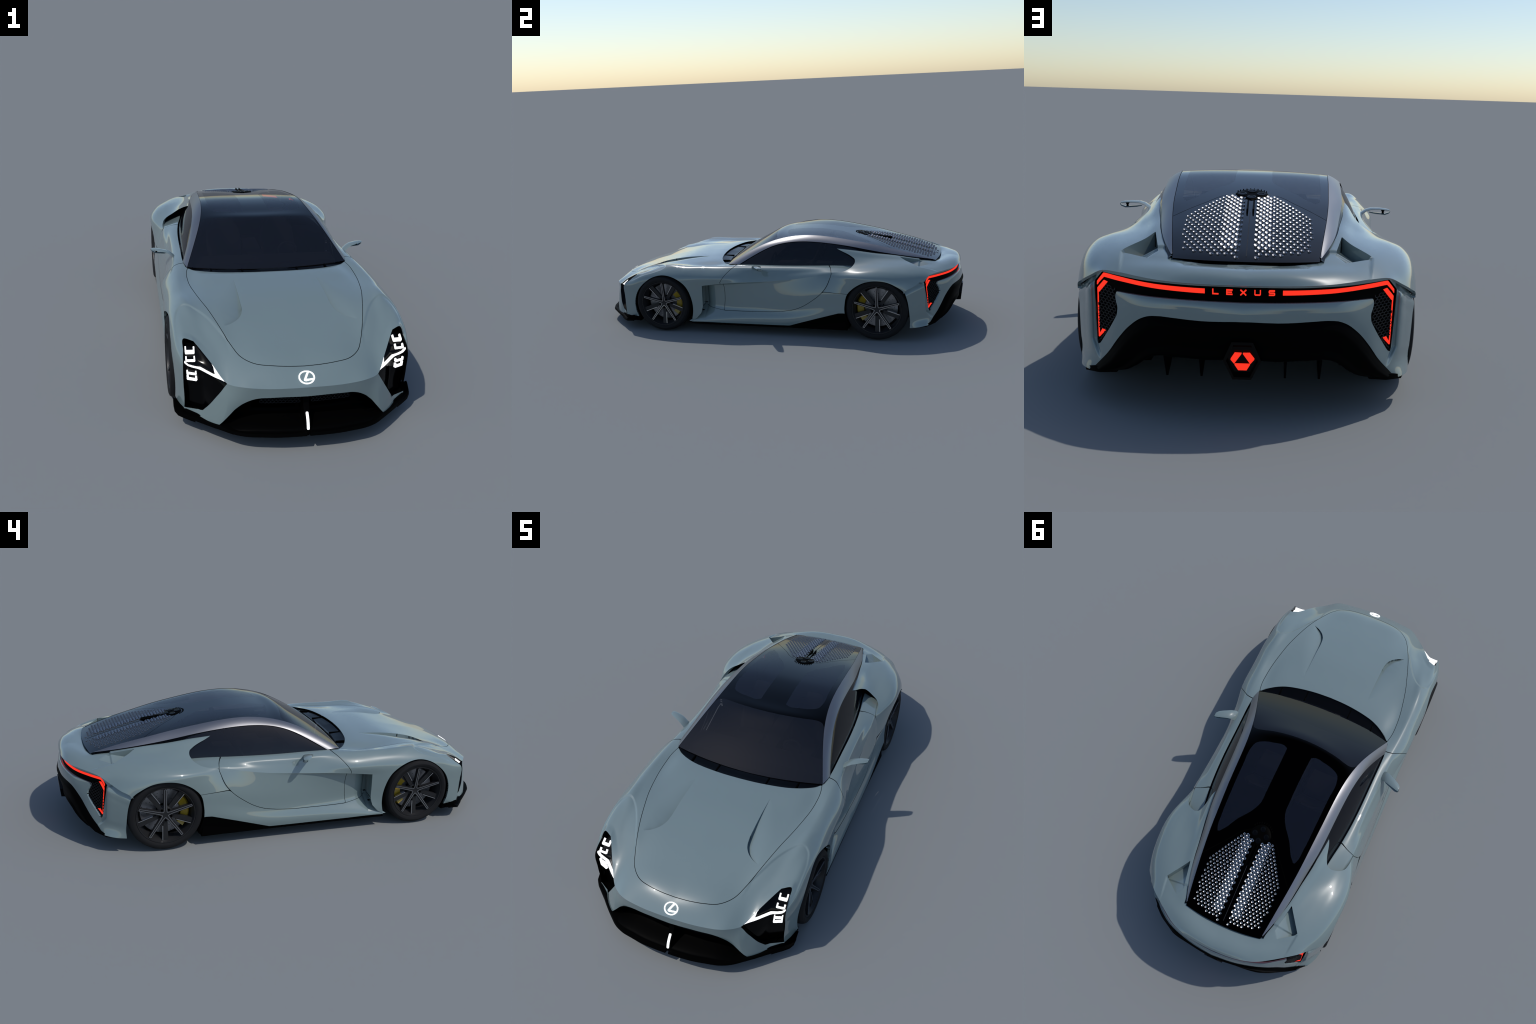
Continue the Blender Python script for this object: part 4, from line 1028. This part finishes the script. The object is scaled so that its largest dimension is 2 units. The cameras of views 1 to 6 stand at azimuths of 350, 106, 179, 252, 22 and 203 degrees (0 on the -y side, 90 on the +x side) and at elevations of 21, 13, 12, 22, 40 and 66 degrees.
def wheel_meshes(R, width, dish=.012):
    """meshes of one right-hand wheel, axle along x, outside at x = 0."""
    k = R/.159; out_ = {}
    dished = lambda V_: [(v_[0]-dish*max(0, 1-math.hypot(v_[1], v_[2])/(.118*k)), v_[1], v_[2]) for v_ in V_]
    T = Acc(); V, F = lathe([(.1235*k, -.006), (.1265*k, .001), (.133*k, .0045), (.142*k, .0055), (.150*k, .002), (.1555*k, -.006), (R-.0008, -.014), (R, -.022), (R, -width+.02), (.1555*k, -width+.004), (.142*k, -width), (.1235*k, -width+.004)], 120); T.add(V, F)
    out_['tyre'] = T.make('tyre', TYRE, 30, link=False)
    B = Acc(); V, F = lathe([(.1265*k, -.002), (.1245*k, .0015), (.1215*k, .001), (.1195*k, -.006), (.114*k, -.014), (.110*k, -.03), (.108*k, -.07), (.112*k, -width+.01)], 96); B.add(V, F)
    V, F = lathe([(.02*k, -.080), (.112*k, -.080), (.112*k, -.084)], 60); B.add(V, F)
    V, F = lathe([(.001, -.030), (.034*k, -.030), (.036*k, -.012), (.030*k, -.004), (.012*k, -.001), (.001, -.001)], 60); B.add(V, F)
    # wide dark spokes
    for i in range(5):
        a_ = math.radians(90+36+72*i); ca, sa = math.cos(a_), math.sin(a_)
        rot = lambda u_, w_: (u_*ca-w_*sa, u_*sa+w_*ca)
        pl_ = [rot(.022*k, -.009*k), rot(.116*k, -.0105*k), rot(.118*k, .0095*k), rot(.022*k, .008*k)]
        V, F = plate(pl_, -.024, -.010); B.add(V, F)
    # slim arms of the star
    for i in range(5):
        a_ = math.radians(90+72*i); ca, sa = math.cos(a_), math.sin(a_)
        rot = lambda u_, w_: (u_*ca-w_*sa, u_*sa+w_*ca)
        pl_ = [rot(0, -.011*k), rot(.04*k, -.0080*k), rot(.119*k, -.0062*k), rot(.119*k, .0062*k), rot(.04*k, .0080*k), rot(0, .011*k)]
        V, F = plate(pl_, -.018, -.0015); B.add(V, F)
    B.V = dished(B.V)
    out_['rim'] = B.make('rim', RIM, 30, link=False)
    # machined outline of the star and the bright edge of every wide spoke
    C = Acc(); outl = []
    for i in range(5):
        a_ = math.radians(90+72*i); ca, sa = math.cos(a_), math.sin(a_)
        rot = lambda u_, w_: (u_*ca-w_*sa, u_*sa+w_*ca)
        m0 = math.radians(90+72*i-36)
        outl += [pol(.0135*k, m0-.12), pol(.0135*k, m0+.12), rot(.026*k, -.0045*k), rot(.115*k, -.0035*k), rot(.1165*k, 0), rot(.115*k, .0035*k), rot(.026*k, .0045*k)]
    o_ = np.array(outl); nx_ = np.roll(o_, -1, 0); 
    cc = o_-np.array([0, 0]); 
    seg_ = nx_-o_; nrm_ = np.c_[-seg_[:, 1], seg_[:, 0]]/np.linalg.norm(seg_, axis=1)[:, None]
    vn = nrm_+np.roll(nrm_, 1, 0); vn /= np.maximum((vn*nrm_).sum(1), .35)[:, None]*1.0
    w_ = .0009*k
    outer_, inner_ = o_-vn*w_, o_+vn*w_
    n_ = len(o_)
    V = [(-.0005, *p_) for p_ in outer_]+[(-.0005, *p_) for p_ in inner_]+[(-.003, *p_) for p_ in outer_]+[(-.003, *p_) for p_ in inner_]
    F = []
    for i in range(n_):
        j = (i+1) % n_
        F += [(i, j, n_+j, n_+i), (i, 2*n_+i, 2*n_+j, j), (n_+i, n_+j, 3*n_+j, 3*n_+i)]
    C.add(V, F)
    for i in range(5):
        a_ = math.radians(90+36+72*i); ca, sa = math.cos(a_), math.sin(a_)
        rot = lambda u_, ww: (u_*ca-ww*sa, u_*sa+ww*ca)
        V, F = plate([rot(.052*k, .0100*k), rot(.116*k, .0118*k), rot(.116*k, .0150*k), rot(.052*k, .0128*k)], -.02, -.008); C.add(V, F)
    C.V = dished(C.V)
    out_['spoke_trim'] = C.make('spoke_trim', CHROME, 30, link=False)
    D = Acc(); V, F = lathe([(.034*k, -.054), (.100*k, -.054), (.102*k, -.056), (.102*k, -.066), (.034*k, -.066)], 72); D.add(V, F)
    out_['brake_disc'] = D.make('brake_disc', DISC, 30, link=False)
    H = Acc()
    for i in range(60):
        a_ = i*2*math.pi/30+(i % 3)*.05; r_ = (.060+.012*(i % 4))*k
        c2 = pol(r_, a_); pts_ = [(c2[0]+.0016*math.cos(t_), c2[1]+.0016*math.sin(t_)) for t_ in np.linspace(0, 2*math.pi, 9)[:-1]]
        V, F = plate(pts_, -.056, -.0535); H.add(V, F)
    out_['disc_hole'] = H.make('disc_holes', GAP, 30, link=False)
    N_ = Acc()
    for i in range(5):
        c2 = pol(.0245*k, math.radians(90+36+72*i)); pts_ = [(c2[0]+.0052*k*math.cos(t_), c2[1]+.0052*k*math.sin(t_)) for t_ in np.linspace(0, 2*math.pi, 17)[:-1]]
        V, F = plate(pts_, -.01, -.001); N_.add(V, F)
    N_.V = dished(N_.V)
    out_['wheel_nut'] = N_.make('wheel_nuts', BLACK, 30, link=False)
    # caliper, towards +y of the wheel
    K = Acc(); rings = []
    for t_ in np.linspace(-.72, .72, 15):
        e_ = 1-.25*(abs(t_)/.72)**4
        c_, s_ = math.cos(t_), math.sin(t_)
        rings.append([(x_, r_*c_, r_*s_) for r_, x_ in ((.066*k, -.052), (.070*k, -.038*e_-.008*(1-e_)), (.100*k, -.036*e_-.010*(1-e_)), (.1070*k, -.044), (.1070*k, -.080), (.066*k, -.080))])
    V, F = loft(rings); K.add(V, F)
    out_['brake_caliper'] = K.make('brake_caliper', YELLOW, 35, link=False)
    return out_

def flip_mesh(me):
    m2 = me.copy(); co = np.empty(len(m2.vertices)*3); m2.vertices.foreach_get('co', co); co = co.reshape(-1, 3); co[:, 0] *= -1
    m2.vertices.foreach_set('co', co.ravel()); m2.flip_normals(); m2.update(); return m2
def flip_y(me):
    m2 = me.copy(); co = np.empty(len(m2.vertices)*3); m2.vertices.foreach_get('co', co); co = co.reshape(-1, 3); co[:, 1] *= -1
    m2.vertices.foreach_set('co', co.ravel()); m2.flip_normals(); m2.update(); return m2
for (xh, yh, R, wd, cal) in ((.4305, -.566, .153, .110, 1), (.4265, .594, .159, .125, -1)):
    ms = wheel_meshes(R, wd, .018 if yh < 0 else .010)
    if cal < 0: ms['brake_caliper'] = flip_y(ms['brake_caliper'])
    ms2 = {k_: flip_mesh(v_) for k_, v_ in ms.items()}
    for sg_, mm in ((1, ms), (-1, ms2)):
        w_ = obj('wheel', None); w_.location = (sg_*xh, yh, R)
        for k_, me in mm.items(): obj(k_, me, w_)
# wheel housings
A = Acc()
for yc_, zc_, R, arc in ((-.566, .150, .1725, FARCH), (.594, .155, .176, RARCH)):
    c_ = np.array([yc_, zc_]); pts_ = arc[(arc[:, 1] > .05)][::3]
    rings = []
    for x_, k_ in ((.418, 1.0), (.405, 1.03), (.24, 1.03)):
        rings.append([(x_, *(c_+(p_-c_)*k_)) for p_ in pts_])
    V, F = loft(rings, False, False); A.both(V, F)
    n_ = len(pts_); V = [(.24, *(c_+(p_-c_)*1.03)) for p_ in pts_]; A.both(V, [tuple(range(n_))])
A.make('wheel_housing', GAP)

# ---------------------------------------------------------------- dark floor under the scoops and inside
A = Acc()
V, F = box((0, .15, .17), (.60, .70, .14)); A.add(V, F)
V, F = box((0, .73, .27), (.34, .36, .15)); A.add(V, F)
V, F = prism(None, [(x_, .492, z_) for x_, z_ in ((.25,.42),(.262,.412),(.30,.386),(.337,.362),(.378,.344),(.405,.330),(.415,.31),(.415,.25),(.25,.25))], [(x_, .50, z_) for x_, z_ in ((.25,.42),(.262,.412),(.30,.386),(.337,.362),(.378,.344),(.405,.330),(.415,.31),(.415,.25),(.25,.25))]); A.both(V, F)
A.make('cabin_floor', GAP)

# ---------------------------------------------------------------- cabin furniture behind the glass
CABIN = mat('cabin_trim', (.045, .042, .042), rough=.7, spec=.1, bump=.2)
for sg_ in (1, -1):
    cxs = .125*sg_
    A = Acc()
    def slab(rows_):
        rings = []
        for y_, z_, hw, th_, tilt in rows_:
            rings.append([(cxs+hw*a_, y_+th_*b_*math.cos(tilt), z_+th_*b_*math.sin(tilt)) for a_, b_ in ((-1, 0), (-.85, .6), (-.5, .35), (.5, .35), (.85, .6), (1, 0), (.8, -.7), (-.8, -.7))])
        if sg_ < 0: pass
        return loft(rings)
    V, F = slab([(.16, .255, .075, .022, 3.6), (.20, .31, .080, .024, 3.5), (.235, .365, .075, .022, 3.4), (.25, .40, .050, .018, 3.4), (.262, .430, .042, .016, 3.4), (.268, .448, .035, .010, 3.4)]); A.add(V, F)
    V, F = slab([(.02, .262, .072, .02, 1.57), (.08, .257, .078, .024, 1.57), (.15, .250, .074, .024, 1.57)]); A.add(V, F)
    A.make('seat', CABIN, 60)
A = Acc()
V, F = loft([[(x_, -.17, .300), (x_, -.15, .345), (x_, -.08, .352), (x_, -.03, .335), (x_, -.04, .290)] for x_ in (-.30, -.15, 0, .15, .30)]); A.add(V, F)
A.make('dashboard', CABIN, 40)
A = Acc(); V, F = box((0, .12, .27), (.07, .34, .06)); A.add(V, F); A.make('centre_console', CABIN)
A = Acc(); n1, n2 = 32, 8
V = [(.125+(.040+.005*math.cos(b_))*math.cos(a_), -.015+.012*math.sin(a_)*.6+.005*math.sin(b_), .345+(.033+.005*math.cos(b_))*math.sin(a_)) for a_ in np.linspace(0, 2*math.pi, n1+1)[:-1] for b_ in np.linspace(0, 2*math.pi, n2+1)[:-1]]
F = [(i*n2+j, ((i+1) % n1)*n2+j, ((i+1) % n1)*n2+(j+1) % n2, i*n2+(j+1) % n2) for i in range(n1) for j in range(n2)]
A.add(V, F); A.make('steering_wheel', CABIN, 60)
